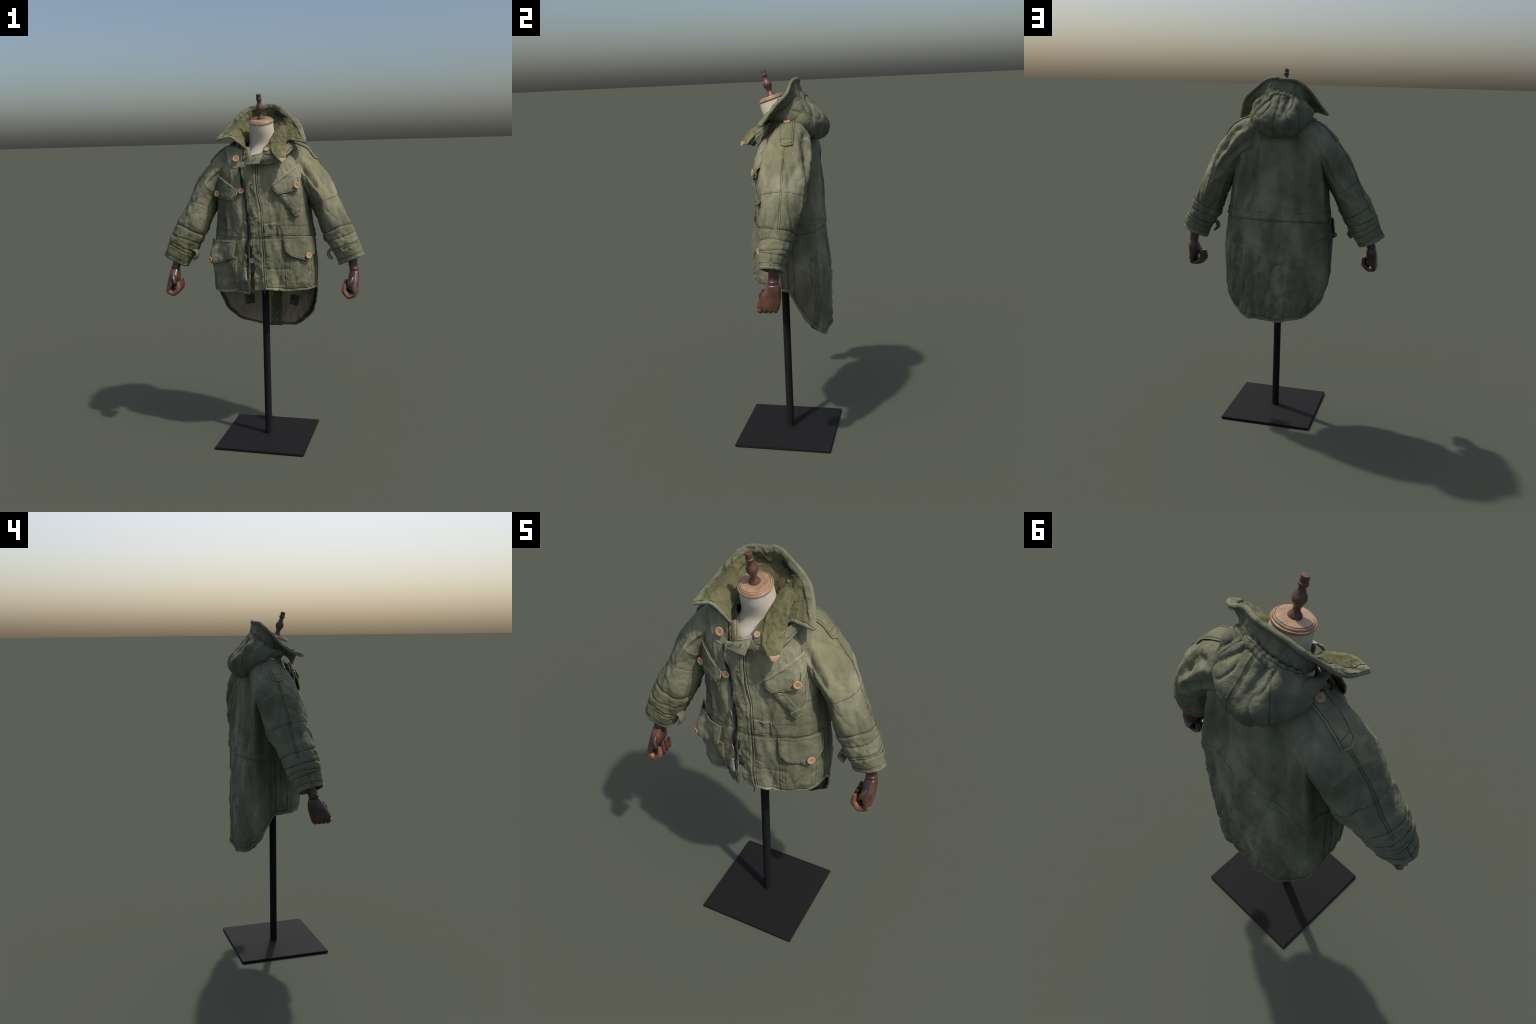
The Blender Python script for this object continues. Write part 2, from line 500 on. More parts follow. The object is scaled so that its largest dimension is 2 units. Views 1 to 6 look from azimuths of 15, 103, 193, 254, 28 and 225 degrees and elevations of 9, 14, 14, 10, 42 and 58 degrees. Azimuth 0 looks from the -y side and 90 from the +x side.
def panel_grid(d0, d1, nu, nv, off=0.0):
    """d0,d1: degrees, or functions of z, giving the two side borders"""
    s = np.linspace(0, 1, nv)[:, None]
    u = np.linspace(0, 1, nu)[None, :]
    zz = .9 + .8 * s
    f0 = d0(zz) if callable(d0) else d0
    f1 = d1(zz) if callable(d1) else d1
    deg = f0 + (f1 - f0) * u + 0 * s
    k = ((deg + 180) % 360) - 180
    k = np.where(deg >= 180, deg - 360, deg)
    h, t = hem_z(k), top_z(k)
    z = h + (t - h) * s
    if callable(d0) or callable(d1):          # borders follow the true height
        f0 = d0(z) if callable(d0) else d0
        f1 = d1(z) if callable(d1) else d1
        deg = f0 + (f1 - f0) * u
    return body(deg * D2R, z, off), deg, z

SIDE = 93
BACK_P, BACK_DEG, BACK_Z = panel_grid(SIDE, 360 - SIDE, 260, 300)
sheet('back_panel', BACK_P, .005, [M_CLOTH, M_FACING], parka)
def lining_gap(deg, z):
    """how far the lining hangs inside the tail"""
    w = smooth((np.minimum(deg - SIDE, 360 - SIDE - deg)) / 35)
    return .0125 + .018 * w * smooth((1.05 - z) / .35)
s_, u_ = np.linspace(0, 1, 140)[:, None], np.linspace(0, 1, 120)[None]
LDEG = (SIDE + 5) + (360 - 2 * SIDE - 10) * u_ + 0 * s_
LH = hem_z(np.where(LDEG >= 180, LDEG - 360, LDEG)) + .012
LZ = LH + (1.60 - LH) * s_
sheet('tail_lining', body(LDEG * D2R, LZ, -lining_gap(LDEG, LZ)), .002, [M_LINING], parka)

def left_edge_x(z):      # wearer's right panel, free edge with the zipper tape
    return np.interp(z, [.88, .96, 1.10, 1.20, 1.30, 1.43, 1.55, 1.62], [-.047, -.043, -.044, -.040, -.036, -.052, -.072, -.082])
def placket_left_x(z):
    return np.interp(z, [.90, 1.036, 1.154, 1.286, 1.373, 1.50, 1.56, 1.62], [-.006, -.006, -.021, -.032, -.043, -.057, -.069, -.074])
def placket_right_x(z):
    return np.interp(z, [.90, 1.115, 1.25, 1.373, 1.446, 1.52, 1.62], [.044, .036, .027, .021, .004, -.004, -.007])

GL, _, _ = panel_grid(-SIDE, lambda z: phi_of(left_edge_x(z), z) / D2R, 110, 220)
sheet('front_panel', GL, .006, [M_CLOTH, M_LINING], parka)
GR, _, _ = panel_grid(lambda z: phi_of(placket_left_x(z) + .008, z) / D2R, SIDE, 130, 220)
sheet('front_panel', GR, .006, [M_CLOTH, M_LINING], parka)

SEAMS = Bundle()
EDGES = Bundle()
def cord(path, r=.0013, up=None, flat=.7, bundle=None):
    path = np.asarray(path, float)
    b = bundle or SEAMS
    path = path + .0011 * np.stack([noise(path, 60, k) for k in (41, 42, 43)], 1)
    if b is EDGES:                       # puckered by the stitching
        r = r * (1 + .15 * noise(path, 190, 44) + .10 * noise(path, 90, 45))
    v, f = tube_mesh(path, r, up=up, sides=6, flat=flat)
    b.add(v, f)
def front_cord(pts, off=.0012, n=40, r=.0013, f=curve, bundle=None):
    q = f(pts, np.linspace(0, 1, n))
    cord(front(q[:, 0], q[:, 1], off), r, up=(0, -1, 0), bundle=bundle)
def body_cord(pts, off=.0008, n=60, r=.0013, f=curve, bundle=None, flat=.7):
    q = f(pts, np.linspace(0, 1, n))
    p = body(q[:, 0] * D2R, q[:, 1], off)
    up = p - np.array([0, .06, 0]); up[:, 2] = 0
    cord(p, r, up=up, bundle=bundle, flat=flat)

# hem binding (rounded faded edge) and a stitch line above it
dd = np.linspace(SIDE, 360 - SIDE, 160)
hz = hem_z(np.where(dd >= 180, dd - 360, dd))
pb = body(dd * D2R, hz + .002, -.002)
cord(pb, .0055, up=pb - [0, .06, .7], flat=.8, bundle=EDGES)
body_cord(np.stack([dd, hz + .022], 1), .0004, 200, .0011)
for a, b in ((-SIDE, -9.2), (0.4, SIDE)):
    dd = np.linspace(a, b, 70)
    pb = body(dd * D2R, hem_z(dd) + .003, -.001)
    cord(pb, .0055, up=(0, 0, 1), flat=1.3, bundle=EDGES)
    body_cord(np.stack([dd, hem_z(dd) + .016], 1), .0006, 90, .0011)
# waist channel lines, centre and side seams
dd = np.linspace(SIDE, 360 - SIDE, 40)
body_cord(np.stack([dd, 1.187 + .004 * np.sin(dd * .21)], 1), -.0004, 160, .0012)
body_cord(np.stack([dd, 1.238 + .003 * np.sin(dd * .17 + 1)], 1), .0002, 160, .0009)
for sgn in (1, -1):
    body_cord([(sgn * 93, .90), (sgn * 93, 1.05), (sgn * 93, 1.21)], .0008, 60, .0016)
    body_cord([(sgn * 101, .87), (sgn * 101, 1.05), (sgn * 101, 1.21)], .0008, 60, .0013)
    body_cord([(sgn * 86, .905), (sgn * 86, 1.05), (sgn * 86, 1.20)], .0008, 60, .0012)
body_cord([(-60, 1.195), (-40, 1.20), (-18, 1.20)], .0008, 50, .0014)
body_cord([(12, 1.224), (30, 1.225), (60, 1.214), (88, 1.20)], .0008, 70, .0014)
front_cord([(.239, 1.375), (.255, 1.386), (.268, 1.394)])
front_cord([(-.28, 1.242), (-.2, 1.25), (-.12, 1.252)], r=.0007)
front_cord([(.13, 1.279), (.2, 1.278), (.27, 1.27)], r=.0007)

for sgn in (1, -1):
    for d_ in (0, .006):
        front_cord([(sgn * (.176 - d_), 1.700), (sgn * (.212 - d_), 1.650), (sgn * (.224 - d_), 1.59), (sgn * (.232 - d_), 1.52)], .0012, 40, .0011)
# ------------------------------------------------- front placket and zipper
n = 160
zz = np.linspace(.918, 1.628, n)
cols = np.linspace(0, 1, 14)
X = placket_left_x(zz)[:, None] * (1 - cols) + placket_right_x(zz)[:, None] * cols
Zg = np.repeat(zz[:, None], 14, 1)
lift = .007 + .006 * (1 - cols)[None, :] ** 2 * (.6 + .5 * np.sin(zz * 17)[:, None]) \
    + .012 * ((1 - cols)[None, :] ** 1.2) * smooth((zz - 1.50) / .12)[:, None]
PL = front(X, Zg, 0) - np.array([0, 1, 0]) * lift[..., None]
PL = PL + (.0022 * fbm(PL * [1, 1, .8], 30, 21, 2) - .004 * creases(PL, 22, 23))[..., None] * [0, 1, 0]
wav = (.0035 * np.sin(zz * 31) + .002 * np.sin(zz * 67 + 1))[:, None] * (1 - cols)[None]
PL = PL + np.stack([wav, -.8 * np.abs(wav), 0 * wav], -1)
sheet('placket', PL, .006, [M_CLOTH, M_FACING], parka)
cord(PL[:, 2] + [0, -.0005, 0], .0009, up=(0, -1, 0))
cord(PL[:, 11] + [0, -.0005, 0], .001, up=(0, -1, 0))
cord(PL[:, 0] + [0, .003, 0], .0032, up=(0, -1, 0), bundle=EDGES)
front_cord(np.stack([placket_right_x(zz[::8]) + .004, zz[::8]], 1), .002, 120, .0011)
front_cord(np.stack([placket_right_x(zz[::8]) + .010, zz[::8]], 1), .002, 120, .0022, bundle=EDGES)
front_cord(np.stack([placket_right_x(zz[::8]) + .016, zz[::8]], 1), .001, 120, .0011)
for x, z in ((-.030, 1.504), (-.001, 1.321), (.012, 1.135)):      # worked buttonholes
    q = front(np.linspace(x - .014, x + .014, 8), np.full(8, z) + np.linspace(-.002, .003, 8), 0)
    cord(q - [0, .0115, 0], .0016, up=(0, -1, 0))
# zipper tape on the wearer's right front
zt = np.linspace(.955, 1.60, 90)
tx = np.interp(zt, [.95, 1.07, 1.145, 1.21, 1.26, 1.336, 1.428, 1.543, 1.60], [-.057, -.058, -.058, -.052, -.049, -.051, -.066, -.085, -.097])
tp = np.stack([front(tx + k, zt, .004 + .002 * math.cos(k * 400)) for k in (-.0045, -.002, 0, .002, .0045)], 1)
tp[:, :, 1] += .0022 * np.sin(zt * 48)[:, None]
tp[:, :, 0] += (.003 * np.sin(zt * 37) + .0015 * np.sin(zt * 90))[:, None]
sheet('zipper_tape', tp, .002, [M_NAVY], parka)
tube('zipper_teeth', tp[:, 4] + [0.002, -.001, 0], .0022, M_NAVY, parka, up=(0, -1, 0))
ez = np.linspace(.90, 1.30, 60)
tube('lining_edge', front(left_edge_x(ez) + .001, ez, -.001), .0034, M_OCHRE, parka, up=(0, -1, 0))
tagP = np.stack([np.stack([front(a + (b - a) * t, z0 + (z1 - z0) * t, .006 + .006 * math.sin(3 * t)) for t in np.linspace(0, 1, 6)])
                 for a, b, z0, z1 in zip(np.linspace(-.095, -.080, 10), np.linspace(-.056, -.060, 10),
                                         np.linspace(.973, 1.040, 10), np.linspace(.962, 1.040, 10))])
sheet('zipper_tab', tagP, .003, [M_EDGE], parka)
q = tagP[1:8, 4:6] + [0.001, -.004, 0]
sheet('zipper_tab_tape', np.asarray(net(q, 10, 4)), .002, [M_PALE], parka)
zp = front(np.full(6, .046), np.linspace(.935, .912, 6), .012)
tube('zipper_pull', np.concatenate([zp, zp[-1:] + [[-.002, 0, -.006], [-.004, 0, -.014], [-.003, 0, -.02]]]), .0022, M_NAVY, parka)

# ================================================================ BUTTONS
def button_mesh():
    r = [(0, .0014), (.0065, .0014), (.0082, .0024), (.0100, .0026), (.0112, .0016), (.0115, 0), (.0105, -.0014), (0, -.0014)]
    a = np.linspace(0, 2 * np.pi, 32, endpoint=False)
    V, rows = [], []
    for rr, h in r[1:-1]:
        rows.append(np.arange(32) + len(V) * 32)
        V.append(np.stack([rr * np.cos(a), rr * np.sin(a), np.full(32, h)], 1))
    V = np.concatenate(V)
    idx = np.stack(rows)
    F = [list(f) for f in quads(idx, True)[:, ::-1]] + [list(idx[0]), list(idx[-1][::-1])]
    return V, F

def frame(nrm, up=(0, 0, 1)):
    w = np.asarray(nrm, float); w = w / np.linalg.norm(w)
    u = np.cross(up, w); u /= np.linalg.norm(u)
    return np.stack([u, np.cross(w, u), w], 1)

def button(centre, nrm, mat=None, size=1.0, spin=.3, parent=None, squash=1.0):
    V, F = button_mesh()
    V = V * [1.36, 1.36, 1.1]
    R = frame(nrm)
    c, s = math.cos(spin), math.sin(spin)
    R2 = R @ np.array([[c, -s, 0], [s, c, 0], [0, 0, 1]])
    o = make('button', np.asarray(centre) + (V * size * [squash, 1, 1]) @ R2.T, F, [mat or M_BUTTON], parent or parka, angle=40)
    B = Bundle()
    for sx in (-1, 1):
        for sy in (-1, 1):
            v, f = tube_mesh(np.array([[sx * .0023, sy * .0023, .0010], [sx * .0023, sy * .0023, .0021]]) * size, .0014 * size, up=(0, 1, 0), sides=8)
            B.add(np.asarray(centre) + v @ R2.T, f)
    B.build('button_thread', M_HOLE, o)
    return o

def at_front(x, z, off):
    p = front(np.array([x]), np.array([z]), off)[0]
    e = .01
    a = front(np.array([x + e]), np.array([z]), off)[0] - front(np.array([x - e]), np.array([z]), off)[0]
    b = front(np.array([x]), np.array([z + e]), off)[0] - front(np.array([x]), np.array([z - e]), off)[0]
    n_ = np.cross(a, b)
    return p, n_ / np.linalg.norm(n_)

for x, z, off in ((-.084, 1.471, .010), (-.067, 1.284, .008), (-.066, 1.102, .008)):
    p, n_ = at_front(x, z, off)
    button(p, (-.64, -.77, 0) if z < 1.4 else (.1, -1, .1), size=1.1, spin=.2, mat=M_BUTTON_SHADE_TINT)

# ================================================================ POCKETS
def patch(name, rows, off, thick, nv=24, nu=30, f=polyline, mats=None, lift=None, stitch=(2,), jig=.0015, parent=None, edge=True):
    """piece of cloth sewn on the front; rows of (x,z) control points, top row last"""
    q = net(rows, nv, nu, f)
    P = front(q[..., 0], q[..., 1], off)
    P = P + (jig * fbm(P, 40, 31, 2))[..., None] * np.array([0, 1.0, 0])
    if lift is not None:
        v, u = np.meshgrid(np.linspace(0, 1, nv), np.linspace(0, 1, nu), indexing='ij')
        P = P + np.array([0, -1.0, 0]) * lift(u, v)[..., None]
    o = sheet(name, P, thick, mats or [M_CLOTH], parent or parka)
    for k in stitch:
        loop = np.concatenate([P[k, k:-k], P[k:-k, -k - 1], P[-k - 1, k:-k][::-1], P[k:-k, k][::-1]])
        cord(np.concatenate([loop, loop[:1]]) + [0, -.0003, 0], .0009, up=(0, -1, 0))
    if edge:
        loop = np.concatenate([P[0], P[1:, -1], P[-1, ::-1], P[::-1, 0]])
        cord(loop + [0, thick * .5, 0], .0030, up=(0, -1, 0), bundle=EDGES)
    return o, P

# wearer's left chest: slanted bellows pocket, flap, pen pocket
patch('chest_pocket', [[(.206, 1.329), (.222, 1.350), (.239, 1.373)], [(.120, 1.440), (.185, 1.460), (.244, 1.470)],
                       [(.086, 1.488), (.17, 1.55), (.249, 1.546)], [(.086, 1.492), (.150, 1.552), (.219, 1.606)]],
      .005, .005, 40, 30, lift=lambda u, v: .006 * np.sin(np.pi * u) * np.sin(np.pi * v))
patch('pen_pocket', [[(.205, 1.328), (.230, 1.346)], [(.130, 1.443), (.168, 1.450)]], .013, .004, 26, 12,
      lift=lambda u, v: .005 * np.sin(np.pi * u))
patch('pen_pocket_hem', [[(.2045, 1.3275), (.2305, 1.346)], [(.190, 1.350), (.218, 1.369)]], .0185, .002, 6, 8, stitch=())
fl, FP = patch('pocket_flap', [[(.125, 1.451), (.175, 1.462), (.219, 1.474), (.226, 1.530)],
                               [(.104, 1.470), (.160, 1.502), (.210, 1.520), (.232, 1.560)],
                               [(.083, 1.491), (.130, 1.531), (.176, 1.570), (.220, 1.608)]], .012, .005, 26, 40,
               mats=[M_CLOTH, M_FACING],
               lift=lambda u, v: .012 * (1 - v) + .010 * np.exp(-((u - .86) / .06) ** 2) * (1 - .6 * v) - .010 * smooth((u - .9) / .1) * (1 - v))
p, n_ = at_front(.205, 1.495, .034)
button(p, n_ + [0, -.3, 0], size=1.18, spin=.1, parent=fl)
front_cord([(.183, 1.521), (.190, 1.514), (.197, 1.506)], .026, 8, .0014)
# wearer's right chest pocket
patch('chest_pocket', [[(-.205, 1.300), (-.195, 1.302), (-.187, 1.312)], [(-.253, 1.33), (-.19, 1.36), (-.127, 1.409)],
                       [(-.258, 1.46), (-.18, 1.46), (-.110, 1.46)], [(-.255, 1.565), (-.18, 1.52), (-.107, 1.475)]],
      .004, .004, 40, 30, lift=lambda u, v: .006 * np.sin(np.pi * u) * np.sin(np.pi * v))
fl, FP = patch('pocket_flap', [[(-.240, 1.436), (-.19, 1.425), (-.133, 1.419), (-.108, 1.452)],
                               [(-.252, 1.495), (-.20, 1.475), (-.150, 1.455), (-.106, 1.462)],
                               [(-.256, 1.566), (-.205, 1.535), (-.155, 1.504), (-.105, 1.474)]], .011, .005, 26, 40,
               mats=[M_CLOTH, M_FACING], lift=lambda u, v: .012 * (1 - v) * (1 - .3 * u) + .012 * np.exp(-(u / .06) ** 2) * (.3 + v))
p, n_ = at_front(-.230, 1.452, .026)
button(p, (-.30, -1, .1), size=1.1, spin=.1, parent=fl)
# lower pockets
patch('cargo_pocket', [[(.164, .926), (.23, .922), (.291, .925)], [(.160, 1.03), (.23, 1.03), (.291, 1.03)],
                       [(.158, 1.135), (.225, 1.13), (.287, 1.14)]], .006, .006, 40, 34, stitch=(2, 5),
      lift=lambda u, v: .010 * np.sin(np.pi * np.clip(u, 0, 1)) * np.sin(np.pi * v) ** .6)
fl, FP = patch('pocket_flap', [[(.163, 1.133), (.205, 1.103), (.258, 1.080), (.294, 1.112)],
                               [(.155, 1.172), (.205, 1.155), (.250, 1.145), (.291, 1.155)],
                               [(.148, 1.212), (.195, 1.213), (.245, 1.210), (.284, 1.200)]], .013, .006, 28, 44,
               mats=[M_CLOTH, M_FACING],
               lift=lambda u, v: .014 * (1 - v) + .006 * np.sin(np.pi * u) * (1 - v) + .004 * np.sin(9 * u) * (1 - v))
p, n_ = at_front(.258, 1.104, .037)
button(p, n_ + [0, -.2, 0], size=1.18, spin=.15, parent=fl)
patch('cargo_pocket', [[(-.290, .905), (-.21, .906), (-.127, .908)], [(-.291, 1.0), (-.21, 1.0), (-.122, 1.0)],
                       [(-.289, 1.10), (-.21, 1.10), (-.116, 1.098)]], .006, .006, 40, 34, stitch=(2, 5),
      lift=lambda u, v: .009 * np.sin(np.pi * u) * np.sin(np.pi * v) ** .6)
fl, FP = patch('pocket_flap', [[(-.297, 1.078), (-.255, 1.055), (-.19, 1.076), (-.131, 1.100)],
                               [(-.291, 1.135), (-.250, 1.128), (-.19, 1.138), (-.125, 1.145)],
                               [(-.284, 1.182), (-.235, 1.183), (-.18, 1.186), (-.119, 1.189)]], .013, .006, 28, 44,
               mats=[M_CLOTH, M_FACING], lift=lambda u, v: .014 * (1 - v) + .005 * np.sin(np.pi * u) * (1 - v))
p, n_ = at_front(-.252, 1.072, .034)
button(p, (-.42, -.9, .1), size=1.1, spin=.15, parent=fl)
# gathered waist tab beside the placket, small sewn square
patch('waist_tab', [[(.050, 1.224), (.085, 1.226), (.129, 1.227)], [(.049, 1.284), (.085, 1.286), (.119, 1.287)]], .004, .004, 20, 26,
      stitch=(2,), jig=.005)
patch('sewn_square', [[(.055, 1.053), (.082, 1.047)], [(.053, 1.077), (.090, 1.066)]], .004, .002, 10, 10, stitch=(), jig=.001)
front_cord([(.122, 1.286), (.141, 1.250), (.148, 1.215)], .001, 20, .0016)

# ================================================================ SLEEVES
#            centre x, y, z,   half width (outer-inner), half depth (front-back)
# last number: how far the front edge leans out and the back edge in
SLEEVE_L = [(.075, .075, 1.672, .085, .092, .0), (.180, .078, 1.624, .101, .110, .0), (.252, .080, 1.559, .094, .119, .0),
            (.318, .081, 1.475, .089, .119, .0), (.361, .075, 1.387, .087, .110, .0), (.396, .064, 1.306, .088, .096, .0),
            (.427, .054, 1.238, .091, .087, .0), (.466, .047, 1.157, .086, .075, .0), (.506, .042, 1.066, .080, .056, .0)]
SLEEVE_R = [(-.075, .070, 1.672, .085, .092, .0), (-.180, .066, 1.620, .101, .110, .0), (-.253, .058, 1.552, .092, .119, .010),
            (-.314, .042, 1.462, .087, .124, .016), (-.358, .024, 1.371, .084, .121, .014), (-.393, .005, 1.297, .084, .109, .012),
            (-.424, -.012, 1.240, .084, .099, .008), (-.464, -.031, 1.152, .085, .086, .004), (-.510, -.046, 1.060, .080, .065, .0)]

class Sleeve:
    """theta 0 = outer side, 90 = front (-y), 180 = under the arm, 270 = back"""
    def __init__(self, st, side, folds, seed):
        st = np.asarray(st, float)
        d = np.r_[0, np.cumsum(np.linalg.norm(np.diff(st[:, :3], axis=0), axis=1))]
        self.k, self.st, self.side, self.folds, self.seed = d / d[-1], st, side, folds, seed
        self.length = d[-1]
        self.bands = []
    def s_of_z(self, z):
        ss = np.linspace(0, 1, 400)
        zz = self.spine(ss)[:, 2]
        return float(np.interp(-z, -zz, ss))
    def spine(self, s):
        return np.stack([table(s, self.k, self.st[:, j]) for j in range(6)], -1)
    def base(self, s, th):
        c = self.spine(s)
        e = 2e-3
        t = self.spine(np.clip(s + e, 0, 1))[..., :3] - self.spine(np.clip(s - e, 0, 1))[..., :3]
        t /= np.linalg.norm(t, axis=-1, keepdims=True)
        f = np.array([0, -1.0, 0]) - t * (-t[..., 1:2])
        f /= np.linalg.norm(f, axis=-1, keepdims=True)
        o = np.cross(t, f) * 1.0
        o = np.where((o[..., 0:1] * self.side) < 0, -o, o)
        ca, sa = np.cos(th), np.sin(th)
        # the hanging cloth is folded to an edge along the arm, rounder at shoulder and cuff
        q = 2 / (2.1 - .5 * smooth((s - .12) / .2) * (1 - smooth((s - .55) / .25)))
        ca, sa = np.sign(ca) * np.abs(ca) ** q, np.sign(sa) * np.abs(sa) ** q
        return c[..., :3] + o * (c[..., 3] * ca + c[..., 5] * sa)[..., None] + f * (c[..., 4] * sa)[..., None]
    def disp(self, s, th, P):
        deg = th / D2R
        d = .004 * fbm(P, 12, self.seed, 3)
        d = d - .008 * (creases(P, 8, self.seed + 4, (1, 1, .35), 5) - .15) + .006 * (creases(P, 9, self.seed + 6, (1, 1, .4), 6) - .12) \
            - .0025 * creases(P, 20, self.seed + 7, (1, 1, .6)) - .0008 * creases(P, 42, self.seed + 9, sharp=3)
        d = d + fold_field(deg, s * self.length, [(a, b * self.length, c, e * self.length, w, h) for a, b, c, e, w, h in self.folds], .10 * D2R)
        for sb, depth in self.bands:
            x = (s - sb) * self.length
            wob = .002 * np.sin(3 * th + sb * 40) + .006 * np.sin(th + sb * 90)
            d = d - depth * np.exp(-((x + wob) / .0055) ** 2)
        if self.bands:
            a, b = self.bands[1][0], self.bands[-1][0]
            puff = smooth((s - a) / .02) * (1 - smooth((s - b) / .02))
            d = d + puff * (.002 + .003 * noise(P, 45, self.seed + 8))
        return d
    def at(self, s, th, off=0.0):
        s, th = np.broadcast_arrays(np.asarray(s, float), np.asarray(th, float))
        P = self.base(s, th)
        e = 2e-3
        du = self.base(s, th + e) - self.base(s, th - e)
        dv = self.base(np.minimum(s + e, 1), th) - self.base(np.maximum(s - e, 0), th)
        N = np.cross(du, dv)
        N /= np.maximum(np.linalg.norm(N, axis=-1, keepdims=True), 1e-12)
        C = P - self.spine(s)[..., :3]
        N = np.where((N * C).sum(-1, keepdims=True) < 0, -N, N)
        return P + N * (self.disp(s, th, P) + off)[..., None], N
    def grid(self, s0=0, s1=1, nv=220, nu=120, off=0.0):
        s = np.linspace(s0, s1, nv)[:, None]
        a = np.linspace(0, 2 * np.pi, nu, endpoint=False)[None] * (1 if self.side > 0 else -1)
        return self.at(s, a, off)[0]

left_folds = [(285, .12, 275, .42, .015, .013), (258, .12, 252, .44, .014, -.013), (242, .15, 238, .46, .014, .010), (306, .14, 295, .38, .013, -.009),
              (75, .15, 88, .40, .016, -.007), (55, .2, 70, .42, .014, .007), (20, .30, 40, .52, .012, .007), (60, .30, 45, .50, .012, -.006), (330, .28, 300, .46, .013, .007), (310, .32, 340, .5, .012, -.006),
              (100, .35, 80, .52, .014, .006), (270, .35, 250, .6, .014, -.006), (240, .45, 280, .58, .012, .006), (20, .42, 60, .55, .010, -.005),
              (40, .60, 20, .74, .012, .005), (120, .55, 150, .72, .012, -.005), (330, .62, 300, .74, .012, .005), (90, .60, 60, .72, .010, -.004)]
right_folds = [(272, .16, 262, .50, .016, -.010), (290, .16, 285, .42, .015, .008), (95, .12, 105, .34, .014, -.007), (70, .30, 60, .50, .010, -.010), (90, .26, 82, .50, .012, .008), (40, .30, 30, .50, .012, .006), (300, .40, 330, .60, .012, -.007),
               (280, .42, 310, .62, .012, .008), (260, .36, 280, .52, .012, -.007), (250, .55, 290, .66, .010, .006), (320, .26, 300, .44, .013, .006),
               (100, .58, 90, .72, .012, -.006), (60, .60, 80, .74, .012, .006), (130, .55, 140, .7, .012, .005)]
for st, side, folds, seed in ((SLEEVE_L, 1, left_folds, 40), (SLEEVE_R, -1, right_folds, 50)):
    S = Sleeve(st, side, folds, seed)
    zs = (1.398, 1.240, 1.194, 1.149, 1.129) if side > 0 else (1.380, 1.240, 1.186, 1.146, 1.124)
    S.bands = [(S.s_of_z(z), d) for z, d in zip(zs, (.0012, .005, .004, .004, .004))]
    G = S.grid()
    o = sheet('sleeve', G, .006, [M_SLEEVE, M_LINING], parka, wrap=True)
    def scord(s, deg, r=.0013, off=.0005, bundle=None, flat=.7):
        p, N = S.at(s, np.asarray(deg) * D2R, off)
        cord(p, r, up=N, bundle=bundle, flat=flat)
    ang = np.linspace(0, 360, 90)
    for k, (sb, _) in enumerate(S.bands):
        wob = (.002 * np.sin(3 * ang * D2R + sb * 40) + .006 * np.sin(ang * D2R + sb * 90)) / S.length
        scord(sb - wob, ang, .0014 if k else .0011)
    scord(np.full(90, .992), ang, .0052, -.002, EDGES)
    scord(np.full(90, .965), ang, .0011)
    run = np.linspace(.22, S.bands[1][0] + .05, 70)
    for k in (-3, 3):
        scord(run, -12 * (1 if side > 0 else 1.2) + k + 10 * np.sin(run * 5), .0011)
    run = np.linspace(.90, .99, 16)
    for k in (-2, 2):
        scord(run, np.full(16, -6. + k), .0010)
    run = np.linspace(.30, .95, 60)
    scord(run, np.full(60, 190.), .0014)
    # shoulder strap and its button
    v, u = np.meshgrid(np.linspace(.072, .245, 30), np.linspace(-22, 22, 16), indexing='ij')
    u = u * .74 + (-4 if side > 0 else 3) - 14 * (v - .18) / .1 * .3
    tip = .012 * np.cos(np.linspace(-1, 1, 16) * 1.57)[None, :] * (v > .22)
    p, N = S.at(v + tip, u * D2R, .006)
    if side > 0:
        p = p[:, ::-1]
    p = p[:, ::-1]
    ep = sheet('shoulder_strap', p, .005, [M_SLEEVE], parka)
    for k in (1, 14):
        cord(p[:, k] + [0, 0, .0008], .0009, up=(0, 0, 1))
    cord(p[27, 1:-1] + [0, 0, .0008], .0009, up=(0, 0, 1))
    cord(p[24, 1:-1] + [0, 0, .0008], .0009, up=(0, 0, 1))
    cord(np.concatenate([p[:, 0], p[-1], p[::-1, -1]]) - [0, 0, .002], .0030, up=(0, 0, 1), bundle=EDGES)
    bp, bn = p[2, 8] + [0, 0, .004], np.array([.3 * side, 0, 1.0])
    button(bp, bn, size=1.1, parent=ep)
    # cuff tab loop under the arm side
    s0 = S.bands[3][0]
    a0, nrm = S.at(np.array([s0]), np.array([165 * D2R]), 0)
    a0, nrm = a0[0], nrm[0]
    down = np.array([.25 * side, -.05, -1.0])
    path = [a0 - nrm * .004, a0 + nrm * .012 + [0, 0, .004], a0 + nrm * .020 + [0, 0, -.010], a0 + nrm * .016 + down * .026, a0 + nrm * .011 + down * .034]
    path = curve(path, np.linspace(0, 1, 24))
    T = np.gradient(path, axis=0); T /= np.linalg.norm(T, axis=1, keepdims=True)
    wdt = np.array([0, 1.0, 0])
    gp = np.stack([path + wdt * k for k in np.linspace(-.017, .017, 8)], 1)
    sheet('cuff_tab', gp if side < 0 else gp[:, ::-1], .013, [M_SLEEVE], o)

